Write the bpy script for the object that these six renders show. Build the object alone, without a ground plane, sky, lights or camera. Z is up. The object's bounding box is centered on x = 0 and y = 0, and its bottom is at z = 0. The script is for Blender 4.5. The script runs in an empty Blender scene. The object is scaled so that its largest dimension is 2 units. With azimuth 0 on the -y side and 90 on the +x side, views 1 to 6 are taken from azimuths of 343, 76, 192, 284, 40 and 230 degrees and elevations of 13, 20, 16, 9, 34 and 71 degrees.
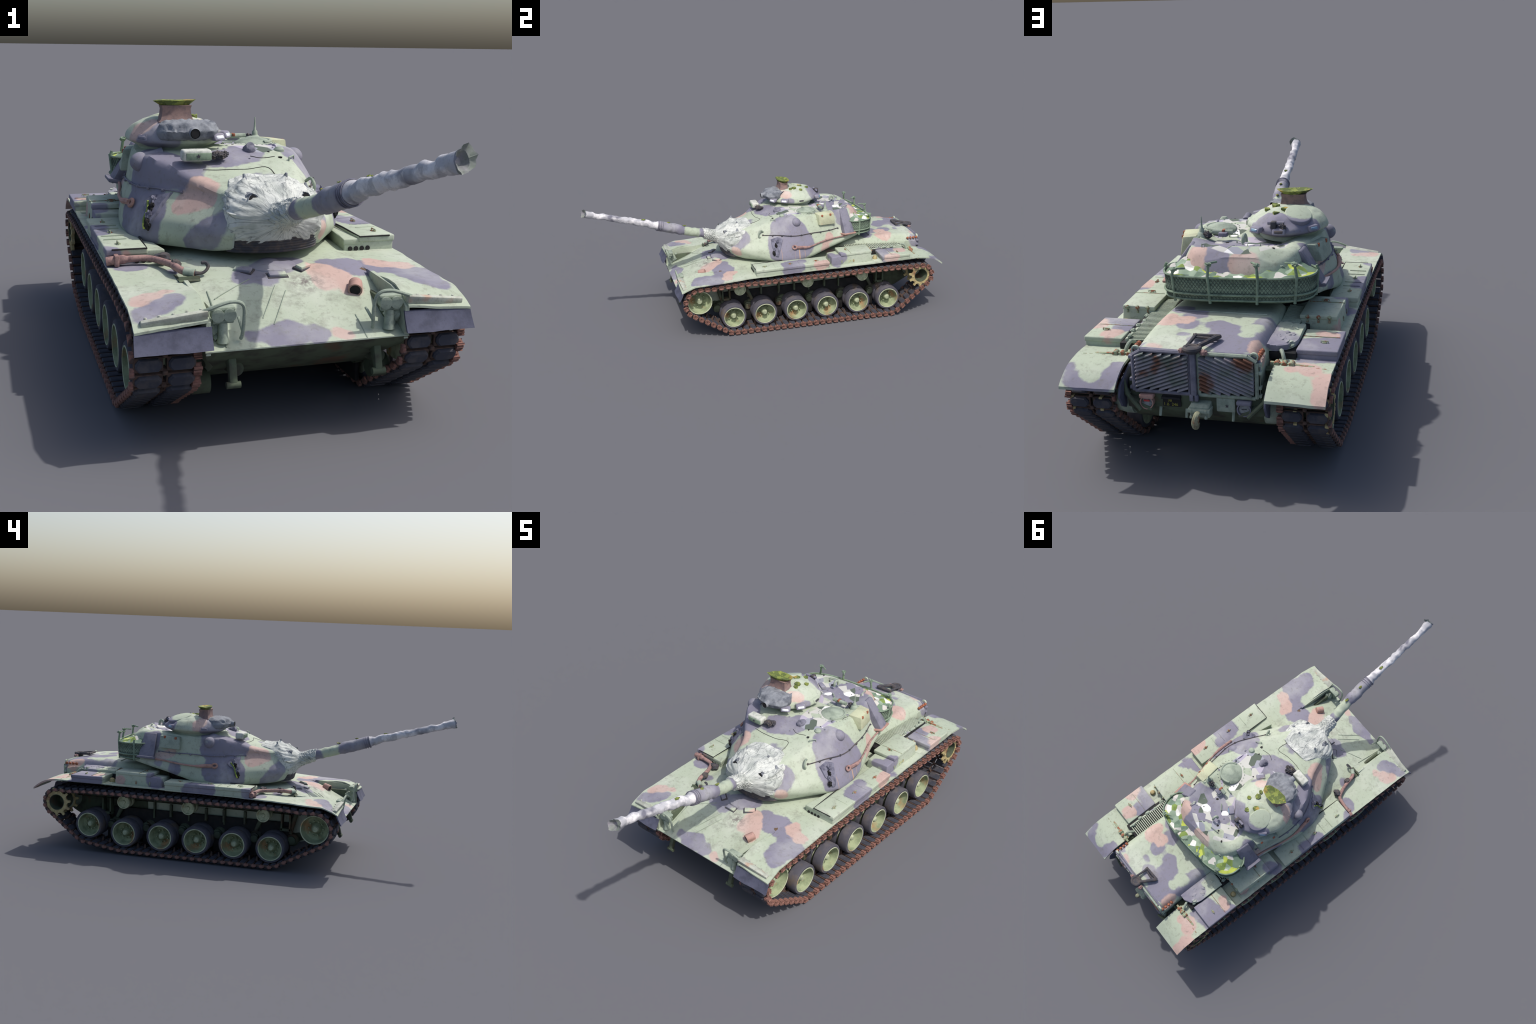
import bpy, bmesh, math, random
import numpy as np
from math import sin, cos, pi, radians, atan2, hypot
from mathutils import Vector, Matrix, noise

random.seed(7)
# ------------------------------------------------------------------ helpers
COL = bpy.context.scene.collection
ROOT = None
MAT = {}


def noise3(p, s, seed=0.0):
    return noise.noise(Vector((p[0] * s + seed, p[1] * s - seed * 1.7, p[2] * s + seed * .6)))


def obj(name, me, parent=None, mats=()):
    o = bpy.data.objects.new(name, me)
    COL.objects.link(o)
    if me is not None:
        for m in mats:
            me.materials.append(MAT[m] if isinstance(m, str) else m)
    p = parent if parent is not None else ROOT
    if p is not None:
        o.parent = p
    return o


def mesh(name, verts, faces, smooth=35, mi=None):
    me = bpy.data.meshes.new(name)
    me.from_pydata([tuple(v) for v in verts], [], [tuple(f) for f in faces])
    if mi is not None:
        me.polygons.foreach_set("material_index", mi)
    bm = bmesh.new(); bm.from_mesh(me)
    bmesh.ops.recalc_face_normals(bm, faces=bm.faces)
    bm.to_mesh(me); bm.free()
    finish(me, smooth)
    return me


def finish(me, smooth=35):
    if smooth:
        me.polygons.foreach_set("use_smooth", [True] * len(me.polygons))
        if smooth < 179:
            me.set_sharp_from_angle(angle=radians(smooth))
    me.update()


class Geo:
    """gathers pieces of one part into one mesh"""
    def __init__(self):
        self.v, self.f, self.m = [], [], []

    def add(self, v, f, mi=0):
        b = len(self.v)
        self.v += [tuple(p) for p in v]
        self.f += [tuple(b + i for i in q) for q in f]
        self.m += [mi] * len(f)
        return self

    def xf(self, fn):
        self.v = [tuple(fn(Vector(p))) for p in self.v]
        return self

    def build(self, name, mats, parent=None, smooth=35):
        return obj(name, mesh(name, self.v, self.f, smooth, self.m), parent, mats)


def box(x0, x1, y0, y1, z0, z1, bev=.003, seg=2):
    bm = bmesh.new()
    bmesh.ops.create_cube(bm, size=1)
    for v in bm.verts:
        v.co = Vector(((x0 + x1) / 2 + v.co.x * (x1 - x0), (y0 + y1) / 2 + v.co.y * (y1 - y0), (z0 + z1) / 2 + v.co.z * (z1 - z0)))
    return bevelled(bm, bev, seg)


def bevelled(bm, bev, seg=2):
    if bev:
        bmesh.ops.bevel(bm, geom=list(bm.edges), offset=bev, segments=seg, profile=.5, affect='EDGES', clamp_overlap=True)
    bm.verts.ensure_lookup_table()
    v = [tuple(p.co) for p in bm.verts]
    f = [[q.index for q in p.verts] for p in bm.faces]
    bm.free()
    return v, f


def hexa(pts, bev=.003, seg=2):
    """box from 8 corners: bottom ring of 4, top ring of 4"""
    bm = bmesh.new()
    V = [bm.verts.new(p) for p in pts]
    for q in ((3, 2, 1, 0), (4, 5, 6, 7), (0, 1, 5, 4), (1, 2, 6, 5), (2, 3, 7, 6), (3, 0, 4, 7)):
        bm.faces.new([V[i] for i in q])
    bmesh.ops.recalc_face_normals(bm, faces=bm.faces)
    return bevelled(bm, bev, seg)


def prism(profile, axis, a, b, bev=.0, seg=1):
    """closed 2-d profile extruded along an axis"""
    bm = bmesh.new()
    def P(p, t):
        return {'x': (t, p[0], p[1]), 'y': (p[0], t, p[1]), 'z': (p[0], p[1], t)}[axis]
    A = [bm.verts.new(P(p, a)) for p in profile]
    B = [bm.verts.new(P(p, b)) for p in profile]
    n = len(profile)
    bm.faces.new(A); bm.faces.new(B[::-1])
    for i in range(n):
        bm.faces.new((A[i], A[(i + 1) % n], B[(i + 1) % n], B[i]))
    bmesh.ops.recalc_face_normals(bm, faces=bm.faces)
    return bevelled(bm, bev, seg)


def loft(rings, closed=True, cap0=True, cap1=True):
    n = len(rings[0]); v = [p for r in rings for p in r]; f = []
    for k in range(len(rings) - 1):
        for i in range(n if closed else n - 1):
            j = (i + 1) % n
            f.append((k * n + i, k * n + j, (k + 1) * n + j, (k + 1) * n + i))
    if cap0: f.append(tuple(range(n))[::-1])
    if cap1: f.append(tuple((len(rings) - 1) * n + i for i in range(n)))
    return v, f


def lathe(profile, n=32, axis='x', c=(0, 0, 0), cap=True):
    """profile: (distance along axis, radius)"""
    rings = []
    for a, r in profile:
        ring = []
        for i in range(n):
            t = 2 * pi * i / n
            p = {'x': (a, r * cos(t), r * sin(t)), 'y': (r * sin(t), a, r * cos(t)), 'z': (r * cos(t), r * sin(t), a)}[axis]
            ring.append((p[0] + c[0], p[1] + c[1], p[2] + c[2]))
        rings.append(ring)
    return loft(rings, True, cap, cap)


def catmull(pts, n):
    """n points evenly spread over a Catmull-Rom curve"""
    P = [Vector(p) for p in pts]
    Q = [P[0] * 2 - P[1]] + P + [P[-1] * 2 - P[-2]]
    out = []
    for i in range(len(P) - 1):
        for k in range(12):
            t = k / 12
            a, b, c, d = Q[i:i + 4]
            out.append(.5 * (2 * b + (c - a) * t + (2 * a - 5 * b + 4 * c - d) * t * t + (3 * b - a - 3 * c + d) * t ** 3))
    out.append(P[-1])
    L = [0]
    for a, b in zip(out, out[1:]):
        L.append(L[-1] + (b - a).length)
    res, k = [], 0
    for i in range(n):
        s = L[-1] * i / (n - 1)
        while k < len(L) - 2 and L[k + 1] < s: k += 1
        w = (s - L[k]) / max(1e-9, L[k + 1] - L[k])
        res.append(out[k].lerp(out[k + 1], min(1, max(0, w))))
    return res


def tube(path, r, n=8, up=None, cap=True):
    """round bar along a path; r is one radius or one for each point"""
    P = [Vector(p) for p in path]
    R = r if isinstance(r, (list, tuple)) else [r] * len(P)
    rings, prev = [], None
    for i, p in enumerate(P):
        t = (P[min(i + 1, len(P) - 1)] - P[max(i - 1, 0)]).normalized()
        a = prev if prev is not None else (Vector((0, 0, 1)) if abs(t.z) < .9 else Vector((1, 0, 0)))
        s = t.cross(a).normalized(); u = s.cross(t).normalized(); prev = u
        rings.append([tuple(p + (s * cos(2 * pi * k / n) + u * sin(2 * pi * k / n)) * R[i]) for k in range(n)])
    return loft(rings, True, cap, cap)


def lerp_table(tab, x):
    xs = [t[0] for t in tab]
    return [float(np.interp(x, xs, [t[k] for t in tab])) for k in range(1, len(tab[0]))]


def smooth_table(tab, x):
    """monotone cubic through a table of (x, value)"""
    xs = np.array([t[0] for t in tab]); ys = np.array([t[1] for t in tab])
    if x <= xs[0]: return float(ys[0])
    if x >= xs[-1]: return float(ys[-1])
    d = np.diff(ys) / np.diff(xs)
    m = np.concatenate([[d[0]], np.where(d[:-1] * d[1:] > 0, 2 * d[:-1] * d[1:] / (d[:-1] + d[1:] + 1e-12), 0), [d[-1]]])
    i = int(np.searchsorted(xs, x) - 1); h = xs[i + 1] - xs[i]; t = (x - xs[i]) / h
    return float((2*t**3 - 3*t**2 + 1)*ys[i] + (t**3 - 2*t**2 + t)*h*m[i] + (-2*t**3 + 3*t**2)*ys[i+1] + (t**3 - t**2)*h*m[i+1])


def blob(c, r, squash=(1, 1, 1), rough=.25, scale=2.2, seed=0, n=3):
    """lumpy ball"""
    bm = bmesh.new()
    bmesh.ops.create_icosphere(bm, subdivisions=n, radius=1)
    v = []
    for p in bm.verts:
        k = 1 + rough * noise3(p.co, scale, seed)
        v.append((c[0] + p.co.x * r * squash[0] * k, c[1] + p.co.y * r * squash[1] * k, c[2] + p.co.z * r * squash[2] * k))
    f = [[q.index for q in p.verts] for p in bm.faces]
    bm.free()
    return v, f


# ------------------------------------------------------------------ materials
def S(r, g, b):
    """sRGB 0-255 to linear"""
    f = lambda c: c / 12.92 if c <= .04045 else ((c + .055) / 1.055) ** 2.4
    return (f(r / 255), f(g / 255), f(b / 255), 1)


class Nodes:
    def __init__(self, name, rough=.75, spec=.25):
        self.m = bpy.data.materials.new(name); self.m.use_nodes = True
        self.t = self.m.node_tree; self.t.nodes.clear()
        out = self.n('ShaderNodeOutputMaterial'); self.b = self.n('ShaderNodeBsdfPrincipled')
        self.l(self.b.outputs[0], out.inputs[0])
        self.b.inputs['Roughness'].default_value = rough
        self.b.inputs['Specular IOR Level'].default_value = spec
        self.tc = self.n('ShaderNodeTexCoord'); self.pos = self.tc.outputs['Object']

    def n(self, kind, **k):
        x = self.t.nodes.new(kind)
        for a, b in k.items(): setattr(x, a, b)
        return x

    def put(self, sock, val):
        if isinstance(val, bpy.types.NodeSocket): self.l(val, sock)
        elif val is not None: sock.default_value = val

    def l(self, a, b): self.t.links.new(a, b)

    def math(self, op, a, b=None, c=None, clamp=False):
        x = self.n('ShaderNodeMath', operation=op, use_clamp=clamp)
        for i, q in enumerate((a, b, c)): self.put(x.inputs[i], q)
        return x.outputs[0]

    def vec(self, op, a, b=None):
        x = self.n('ShaderNodeVectorMath', operation=op)
        self.put(x.inputs[0], a); self.put(x.inputs[1], b)
        return x.outputs[1] if op in ('LENGTH', 'DISTANCE', 'DOT_PRODUCT') else x.outputs[0]

    def noise(self, scale, detail=3, rough=.55, dist=0, vec=None, color=False):
        x = self.n('ShaderNodeTexNoise')
        self.l(vec or self.pos, x.inputs['Vector'])
        x.inputs['Scale'].default_value = scale; x.inputs['Detail'].default_value = detail
        x.inputs['Roughness'].default_value = rough; x.inputs['Distortion'].default_value = dist
        return x.outputs['Color'] if color else x.outputs[0]

    def ramp(self, v, *stops, mode='LINEAR'):
        x = self.n('ShaderNodeValToRGB'); x.color_ramp.interpolation = mode
        e = x.color_ramp.elements
        while len(e) < len(stops): e.new(.5)
        for q, (p, c) in zip(e, stops):
            q.position = p; q.color = c if len(c) == 4 else (*c, 1)
        self.l(v, x.inputs[0]); return x.outputs[0]

    def gate(self, v, lo, hi, a=0., b=1.):
        x = self.n('ShaderNodeMapRange', clamp=True)
        self.put(x.inputs[0], v)
        for i, q in enumerate((lo, hi, a, b)): x.inputs[1 + i].default_value = q
        return x.outputs[0]

    def mix(self, f, a, b, mode='MIX'):
        x = self.n('ShaderNodeMix', data_type='RGBA', blend_type=mode)
        self.put(x.inputs[0], f); self.put(x.inputs[6], a); self.put(x.inputs[7], b)
        return x.outputs[2]

    def bump(self, h, strength=.3, dist=.002):
        x = self.n('ShaderNodeBump'); x.inputs['Strength'].default_value = strength; x.inputs['Distance'].default_value = dist
        self.l(h, x.inputs['Height']); self.l(x.outputs[0], self.b.inputs['Normal'])

    def end(self, color):
        self.put(self.b.inputs['Base Color'], color)
        MAT[self.m.name] = self.m
        return self.m


GREEN, VIOLET, BROWN = S(168, 178, 159), S(126, 124, 139), S(184, 159, 150)
BLOBS = {}      # filled below: zone -> list of (colour index, centre, radii)


def camo(name, zone, facets=None):
    g = Nodes(name, .7, .2)
    warp = g.n('ShaderNodeVectorMath', operation='MULTIPLY_ADD')
    g.l(g.vec('SUBTRACT', g.noise(11, 3, .55, color=True), (.5, .5, .5)), warp.inputs[0])
    warp.inputs[1].default_value = (.045, .045, .045); g.l(g.pos, warp.inputs[2])
    p = warp.outputs[0]

    def region(kind):
        acc = None
        for k, c, r in BLOBS.get(zone, ()):
            if k != kind: continue
            d = g.math('SUBTRACT', g.vec('LENGTH', g.vec('SUBTRACT', p, tuple(c))), r[0] * (1.12 if kind == 1 else 1.04) + .003)
            acc = d if acc is None else g.math('SMOOTH_MIN', acc, d, .035)      # patches run together
        fray = g.math('MULTIPLY', g.math('SUBTRACT', g.noise(90, 3, .6), .5), .010)
        return None if acc is None else g.gate(g.math('ADD', acc, fray), .0035, -.0035)

    col = GREEN
    for kind, tint in ((1, VIOLET), (2, BROWN), (0, GREEN)):
        m = region(kind)
        if m is not None: col = g.mix(m, col, tint)
    # pale patches tinted for sunlit glare, dirt and fine grain
    n1 = g.noise(5, 4, .6); n2 = g.noise(60, 4, .65); n3 = g.noise(230, 2, .6)
    col = g.mix(g.gate(n1, .48, .72, 0, .32), col, S(212, 214, 206))
    col = g.mix(g.gate(n2, .54, .70, 0, .34), col, S(104, 100, 92))
    col = g.mix(g.gate(g.noise(17, 5, .68), .55, .72, 0, .38), col, S(112, 110, 102))
    col = g.mix(g.gate(n3, .66, .74, 0, .4), col, S(95, 92, 90))
    if facets: col = facets(g, col)
    g.bump(g.math('ADD', n2, g.math('MULTIPLY', n3, .4)), .25, .0015)
    return g.end(col)


def plain(name, c, c2=None, rough=.75, scale=40, lo=.45, hi=.65, metal=0., grain=.25, bump=.3, c3=None, spec=.25):
    g = Nodes(name, rough, spec)
    g.b.inputs['Metallic'].default_value = metal
    col = c
    n = g.noise(scale, 4, .6)
    if c2: col = g.mix(g.gate(n, lo, hi), c, c2)
    if c3: col = g.mix(g.gate(g.noise(scale * .37, 3, .6), .58, .66), col, c3)
    n3 = g.noise(260, 2, .6)
    col = g.mix(g.gate(n3, .55, .75, 0, grain), col, S(60, 56, 52))
    if bump: g.bump(g.math('ADD', n, g.math('MULTIPLY', n3, .3)), bump, .002)
    return g.end(col)


def roof_facets(g, col):
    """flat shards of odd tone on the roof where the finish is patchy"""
    v = g.n('ShaderNodeTexVoronoi', feature='F1'); v.inputs['Scale'].default_value = 26; v.inputs['Randomness'].default_value = 1
    g.l(g.pos, v.inputs['Vector'])
    sep = g.n('ShaderNodeSeparateColor'); g.l(v.outputs['Color'], sep.inputs[0])
    tone = g.ramp(sep.outputs[0], (0, S(90, 100, 90)), (.12, S(150, 152, 162)), (.4, S(172, 166, 182)), (.62, S(190, 190, 184)), (.88, S(226, 226, 226)), mode='CONSTANT')
    s = g.n('ShaderNodeSeparateXYZ'); g.l(g.pos, s.inputs[0])
    flat = g.gate(s.outputs[2], .553, .560)
    def spot(c, r): return g.gate(g.vec('LENGTH', g.vec('MULTIPLY', g.vec('SUBTRACT', g.pos, c), (1 / r[0], 1 / r[1], 1 / r[2]))), 1.0, .97)
    area = g.math('MAXIMUM', spot((.07, .22, .6), (.075, .13, .1)), spot((-.03, .44, .6), (.15, .12, .1)))
    some = g.gate(sep.outputs[1], .30, .31)
    col = g.mix(g.math('MULTIPLY', g.math('MULTIPLY', flat, area), some), col, tone)
    # rust weeping below the tow cable
    low = g.math('MULTIPLY', g.gate(s.outputs[2], .436, .425), g.gate(s.outputs[0], .15, .17))
    for y, w, k in ((.176, .0045, .75), (.208, .002, .5), (.075, .002, .45), (.15, .0015, .3)):
        m = g.math('MULTIPLY', low, g.gate(g.math('ABSOLUTE', g.math('SUBTRACT', s.outputs[1], y)), w, w * .3, 0, k))
        col = g.mix(m, col, S(192, 156, 122))
    return col


def nose_stain(g, col):
    """dark scuffs and bare wear on the nose plate"""
    d = g.vec('LENGTH', g.vec('MULTIPLY', g.vec('SUBTRACT', g.pos, (.055, -.325, .322)), (1 / .06, 1 / .045, 1 / .05)))
    m = g.math('MULTIPLY', g.gate(d, 1.1, .1), g.gate(g.noise(55, 5, .7), .42, .58))
    col = g.mix(m, col, S(112, 106, 104))
    d = g.vec('LENGTH', g.vec('MULTIPLY', g.vec('SUBTRACT', g.pos, (.0, -.41, .28)), (1 / .17, 1 / .11, 1 / .1)))
    m = g.math('MULTIPLY', g.gate(d, 1.0, .5, 0, .7), g.gate(g.noise(24, 5, .65), .50, .68))
    return g.mix(m, col, S(126, 130, 118))


# camouflage patches: (kind 0 green 1 violet 2 brown, centre, radii)
BLOBS['turret'] = []
BLOBS['cupola'] = []
BLOBS['hull'] = []
BLOBS['barrel'] = []
#BLOBS_BEGIN
VIO, BRO, GRE = 1, 2, 0


def patch(zone, kind, centre, radius):
    BLOBS[zone].append((kind, centre, (radius, radius, radius)))


patch('turret', VIO, (.199, .117, .543), .072)
patch('turret', VIO, (.223, .175, .525), .050)
patch('turret', VIO, (.241, .090, .470), .071)
patch('turret', VIO, (.262, .173, .457), .079)
patch('turret', VIO, (.279, .054, .421), .047)
patch('turret', VIO, (.289, .115, .402), .057)
patch('turret', VIO, (.281, .181, .412), .043)
patch('turret', VIO, (.258, .228, .460), .036)
patch('turret', VIO, (.151, -.134, .469), .043)
patch('turret', VIO, (.153, -.160, .447), .029)
patch('turret', VIO, (.150, -.118, .492), .029)
patch('turret', VIO, (.027, .113, .597), .045)
patch('turret', VIO, (.002, .069, .575), .039)
patch('turret', VIO, (-.056, .051, .588), .050)
patch('turret', VIO, (-.132, .064, .650), .049)
patch('turret', VIO, (-.123, -.002, .594), .033)
patch('turret', VIO, (.052, .151, .591), .028)
patch('turret', VIO, (.063, -.053, .565), .028)
patch('turret', VIO, (.016, -.051, .570), .028)
patch('turret', VIO, (-.207, .050, .551), .050)
patch('turret', VIO, (-.252, .085, .509), .051)
patch('turret', VIO, (-.241, .144, .583), .039)
patch('turret', VIO, (-.156, -.022, .525), .034)
patch('turret', VIO, (.041, .476, .579), .066)
patch('turret', VIO, (.128, .450, .587), .039)
patch('turret', VIO, (.054, .425, .574), .061)
patch('turret', VIO, (-.034, .436, .576), .050)
patch('turret', VIO, (.151, .459, .581), .034)
patch('turret', VIO, (.173, .455, .533), .025)
patch('turret', VIO, (.089, .607, .517), .022)
patch('turret', VIO, (.027, .572, .568), .038)
patch('turret', VIO, (.024, .587, .534), .033)
patch('turret', VIO, (.022, .661, .572), .018)
patch('turret', VIO, (-.255, .438, .538), .041)
patch('turret', VIO, (-.280, .446, .497), .033)
patch('turret', VIO, (-.236, .432, .571), .026)
patch('turret', VIO, (-.281, .385, .445), .017)
patch('turret', VIO, (-.293, .298, .432), .021)
patch('turret', VIO, (-.295, .306, .410), .022)
patch('turret', VIO, (-.267, .133, .523), .043)
patch('turret', VIO, (-.228, .070, .549), .051)
patch('turret', VIO, (-.267, .082, .475), .059)
patch('turret', VIO, (-.270, .018, .446), .051)
patch('turret', VIO, (-.297, .107, .426), .047)
patch('turret', VIO, (-.276, .006, .397), .038)
patch('turret', VIO, (-.186, .010, .530), .030)
patch('turret', VIO, (-.154, .001, .544), .022)
patch('turret', VIO, (-.300, .065, .396), .038)
patch('turret', VIO, (-.152, -.164, .417), .037)
patch('turret', VIO, (-.130, -.180, .441), .024)
patch('turret', VIO, (-.171, -.129, .400), .024)
patch('turret', VIO, (-.172, -.108, .381), .022)
patch('turret', VIO, (-.112, -.188, .466), .017)
patch('turret', BRO, (.157, -.167, .414), .023)
patch('turret', BRO, (.166, -.147, .404), .014)
patch('turret', BRO, (.227, .369, .459), .022)
patch('turret', BRO, (.246, .337, .429), .020)
patch('turret', BRO, (.254, .327, .404), .019)
patch('turret', BRO, (.108, .555, .569), .034)
patch('turret', BRO, (.130, .549, .544), .022)
patch('turret', BRO, (.090, .576, .547), .021)
patch('turret', BRO, (-.063, .570, .564), .036)
patch('turret', BRO, (-.043, .577, .547), .027)
patch('turret', BRO, (-.082, .574, .548), .024)
patch('turret', BRO, (-.138, -.059, .507), .037)
patch('turret', BRO, (-.123, -.091, .504), .028)
patch('turret', BRO, (-.186, -.046, .469), .026)
patch('turret', BRO, (-.129, -.106, .488), .017)
patch('turret', BRO, (-.160, -.066, .480), .026)
patch('turret', BRO, (-.268, .390, .473), .022)
patch('turret', BRO, (-.268, .354, .485), .022)
patch('turret', BRO, (-.275, .324, .497), .015)
patch('turret', BRO, (.099, .542, .585), .022)
patch('turret', BRO, (-.158, -.067, .482), .023)
patch('cupola', VIO, (-.250, .166, .614), .029)
patch('cupola', VIO, (-.223, .138, .611), .024)
patch('cupola', VIO, (-.196, .116, .613), .023)
patch('cupola', VIO, (-.220, .139, .639), .012)
patch('cupola', VIO, (.016, .154, .642), .042)
patch('cupola', VIO, (-.027, .105, .634), .035)
patch('cupola', VIO, (.005, .198, .629), .025)
patch('cupola', VIO, (-.047, .364, .639), .030)
patch('cupola', VIO, (-.074, .352, .659), .023)
patch('cupola', VIO, (-.081, .389, .638), .041)
patch('cupola', VIO, (-.140, .405, .634), .044)
patch('cupola', VIO, (-.200, .389, .625), .041)
patch('cupola', VIO, (-.121, .363, .662), .029)
patch('cupola', VIO, (-.241, .351, .627), .022)
patch('cupola', VIO, (-.222, .175, .648), .026)
patch('cupola', VIO, (-.219, .131, .634), .032)
patch('cupola', VIO, (-.184, .109, .614), .026)
patch('cupola', VIO, (-.248, .342, .627), .022)
patch('cupola', BRO, (-.230, .183, .646), .019)
patch('cupola', BRO, (-.217, .196, .658), .013)
patch('cupola', BRO, (-.051, .178, .664), .027)
patch('cupola', BRO, (-.032, .199, .660), .022)
patch('cupola', BRO, (-.056, .149, .668), .020)
patch('cupola', BRO, (-.254, .209, .636), .019)
patch('cupola', BRO, (-.274, .211, .617), .013)
patch('cupola', BRO, (-.077, .161, .668), .017)
patch('hull', VIO, (-.039, -.480, .248), .035)
patch('hull', VIO, (.025, -.489, .244), .024)
patch('hull', VIO, (-.083, -.486, .245), .022)
patch('hull', VIO, (-.126, -.480, .248), .013)
patch('hull', VIO, (.191, -.263, .335), .041)
patch('hull', VIO, (.146, -.238, .341), .026)
patch('hull', VIO, (.209, -.231, .337), .031)
patch('hull', VIO, (.234, -.220, .332), .022)
patch('hull', VIO, (.329, -.360, .324), .047)
patch('hull', VIO, (.357, -.321, .322), .042)
patch('hull', VIO, (.349, -.422, .321), .029)
patch('hull', VIO, (.298, -.296, .323), .030)
patch('hull', VIO, (.239, -.279, .325), .026)
patch('hull', VIO, (.311, -.411, .325), .021)
patch('hull', VIO, (-.293, -.418, .326), .028)
patch('hull', VIO, (-.334, -.448, .317), .025)
patch('hull', VIO, (-.371, -.465, .308), .021)
patch('hull', VIO, (-.324, -.130, .330), .029)
patch('hull', VIO, (-.233, -.197, .360), .028)
patch('hull', VIO, (-.351, -.130, .329), .019)
patch('hull', VIO, (.003, -.236, .347), .043)
patch('hull', VIO, (.045, -.216, .345), .036)
patch('hull', VIO, (-.049, -.260, .340), .027)
patch('hull', VIO, (-.093, -.285, .332), .027)
patch('hull', VIO, (.080, -.517, .541), .021)
patch('hull', VIO, (-.037, -.305, .327), .027)
patch('hull', VIO, (-.390, -.088, .361), .029)
patch('hull', VIO, (-.387, .111, .355), .037)
patch('hull', VIO, (-.387, .163, .351), .038)
patch('hull', VIO, (-.387, .203, .347), .025)
patch('hull', VIO, (-.361, .380, .371), .030)
patch('hull', VIO, (-.363, .360, .347), .026)
patch('hull', VIO, (-.346, .395, .393), .021)
patch('hull', VIO, (-.392, .715, .352), .053)
patch('hull', VIO, (-.392, .772, .352), .031)
patch('hull', VIO, (-.394, .659, .357), .026)
patch('hull', VIO, (-.309, .750, .371), .039)
patch('hull', VIO, (-.349, .793, .370), .035)
patch('hull', VIO, (-.298, .796, .367), .029)
patch('hull', VIO, (-.357, .726, .371), .029)
patch('hull', VIO, (.351, .077, .374), .028)
patch('hull', VIO, (.353, .125, .374), .035)
patch('hull', VIO, (.387, .096, .355), .037)
patch('hull', VIO, (.391, .144, .360), .028)
patch('hull', VIO, (.328, .177, .374), .019)
patch('hull', VIO, (.355, .364, .370), .030)
patch('hull', VIO, (.354, .389, .381), .033)
patch('hull', VIO, (.299, .353, .381), .021)
patch('hull', VIO, (.340, .646, .372), .026)
patch('hull', VIO, (.394, .635, .362), .021)
patch('hull', VIO, (.284, .652, .372), .022)
patch('hull', VIO, (.300, .707, .371), .029)
patch('hull', VIO, (.359, .973, .308), .023)
patch('hull', VIO, (.317, .984, .300), .027)
patch('hull', VIO, (.279, .985, .300), .021)
patch('hull', VIO, (.248, .975, .308), .027)
patch('hull', VIO, (.239, .948, .325), .021)
patch('hull', VIO, (.242, .914, .336), .014)
patch('hull', VIO, (.381, .937, .323), .014)
patch('hull', VIO, (-.110, .834, .411), .054)
patch('hull', VIO, (-.101, .887, .404), .040)
patch('hull', VIO, (-.143, .886, .403), .019)
patch('hull', VIO, (-.070, .770, .415), .029)
patch('hull', VIO, (.071, .756, .415), .031)
patch('hull', VIO, (.005, .864, .424), .030)
patch('hull', VIO, (.129, .627, .412), .023)
patch('hull', VIO, (.062, .832, .412), .012)
patch('hull', VIO, (.124, .625, .412), .027)
patch('hull', VIO, (-.056, .805, .413), .036)
patch('hull', VIO, (-.046, .865, .426), .031)
patch('hull', VIO, (-.016, .752, .416), .030)
patch('hull', VIO, (.171, .883, .394), .022)
patch('hull', VIO, (.192, .907, .363), .025)
patch('hull', VIO, (-.170, .742, .405), .041)
patch('hull', VIO, (-.166, .691, .409), .032)
patch('hull', VIO, (-.173, .790, .402), .028)
patch('hull', VIO, (-.229, .741, .386), .029)
patch('hull', VIO, (-.222, .804, .386), .022)
patch('hull', VIO, (.064, .673, .415), .034)
patch('hull', BRO, (.073, -.490, .243), .015)
patch('hull', BRO, (.090, -.502, .237), .013)
patch('hull', BRO, (.110, -.276, .334), .033)
patch('hull', BRO, (.104, -.329, .317), .022)
patch('hull', BRO, (.165, -.359, .329), .039)
patch('hull', BRO, (.113, -.313, .324), .026)
patch('hull', BRO, (.147, -.306, .326), .022)
patch('hull', BRO, (.284, -.232, .327), .030)
patch('hull', BRO, (.339, -.252, .324), .028)
patch('hull', BRO, (.270, -.201, .328), .020)
patch('hull', BRO, (.258, -.228, .327), .013)
patch('hull', BRO, (-.340, -.386, .322), .026)
patch('hull', BRO, (-.363, -.415, .319), .021)
patch('hull', BRO, (-.295, -.359, .326), .019)
patch('hull', BRO, (.389, .282, .373), .033)
patch('hull', BRO, (.391, .256, .362), .024)
patch('hull', BRO, (.373, .316, .374), .019)
patch('hull', BRO, (.155, .391, .351), .019)
patch('hull', BRO, (.394, .690, .366), .038)
patch('hull', BRO, (.316, .762, .370), .034)
patch('hull', BRO, (.394, .655, .365), .019)
patch('hull', BRO, (-.331, .874, .339), .028)
patch('hull', BRO, (-.366, .937, .326), .027)
patch('hull', BRO, (-.373, .979, .300), .027)
patch('hull', BRO, (-.308, .852, .344), .025)
patch('hull', BRO, (-.268, .874, .341), .016)
patch('hull', BRO, (-.385, .903, .332), .018)
patch('hull', BRO, (-.326, .660, .372), .020)
patch('hull', BRO, (-.362, .672, .371), .017)
patch('hull', BRO, (-.170, .854, .399), .019)
patch('hull', BRO, (-.193, .884, .393), .012)
patch('hull', BRO, (.140, .696, .414), .019)
patch('hull', BRO, (.159, .726, .412), .017)
patch('hull', BRO, (.128, .905, .401), .010)
patch('hull', BRO, (.105, .909, .401), .006)
patch('hull', BRO, (.157, .721, .413), .039)
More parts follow.
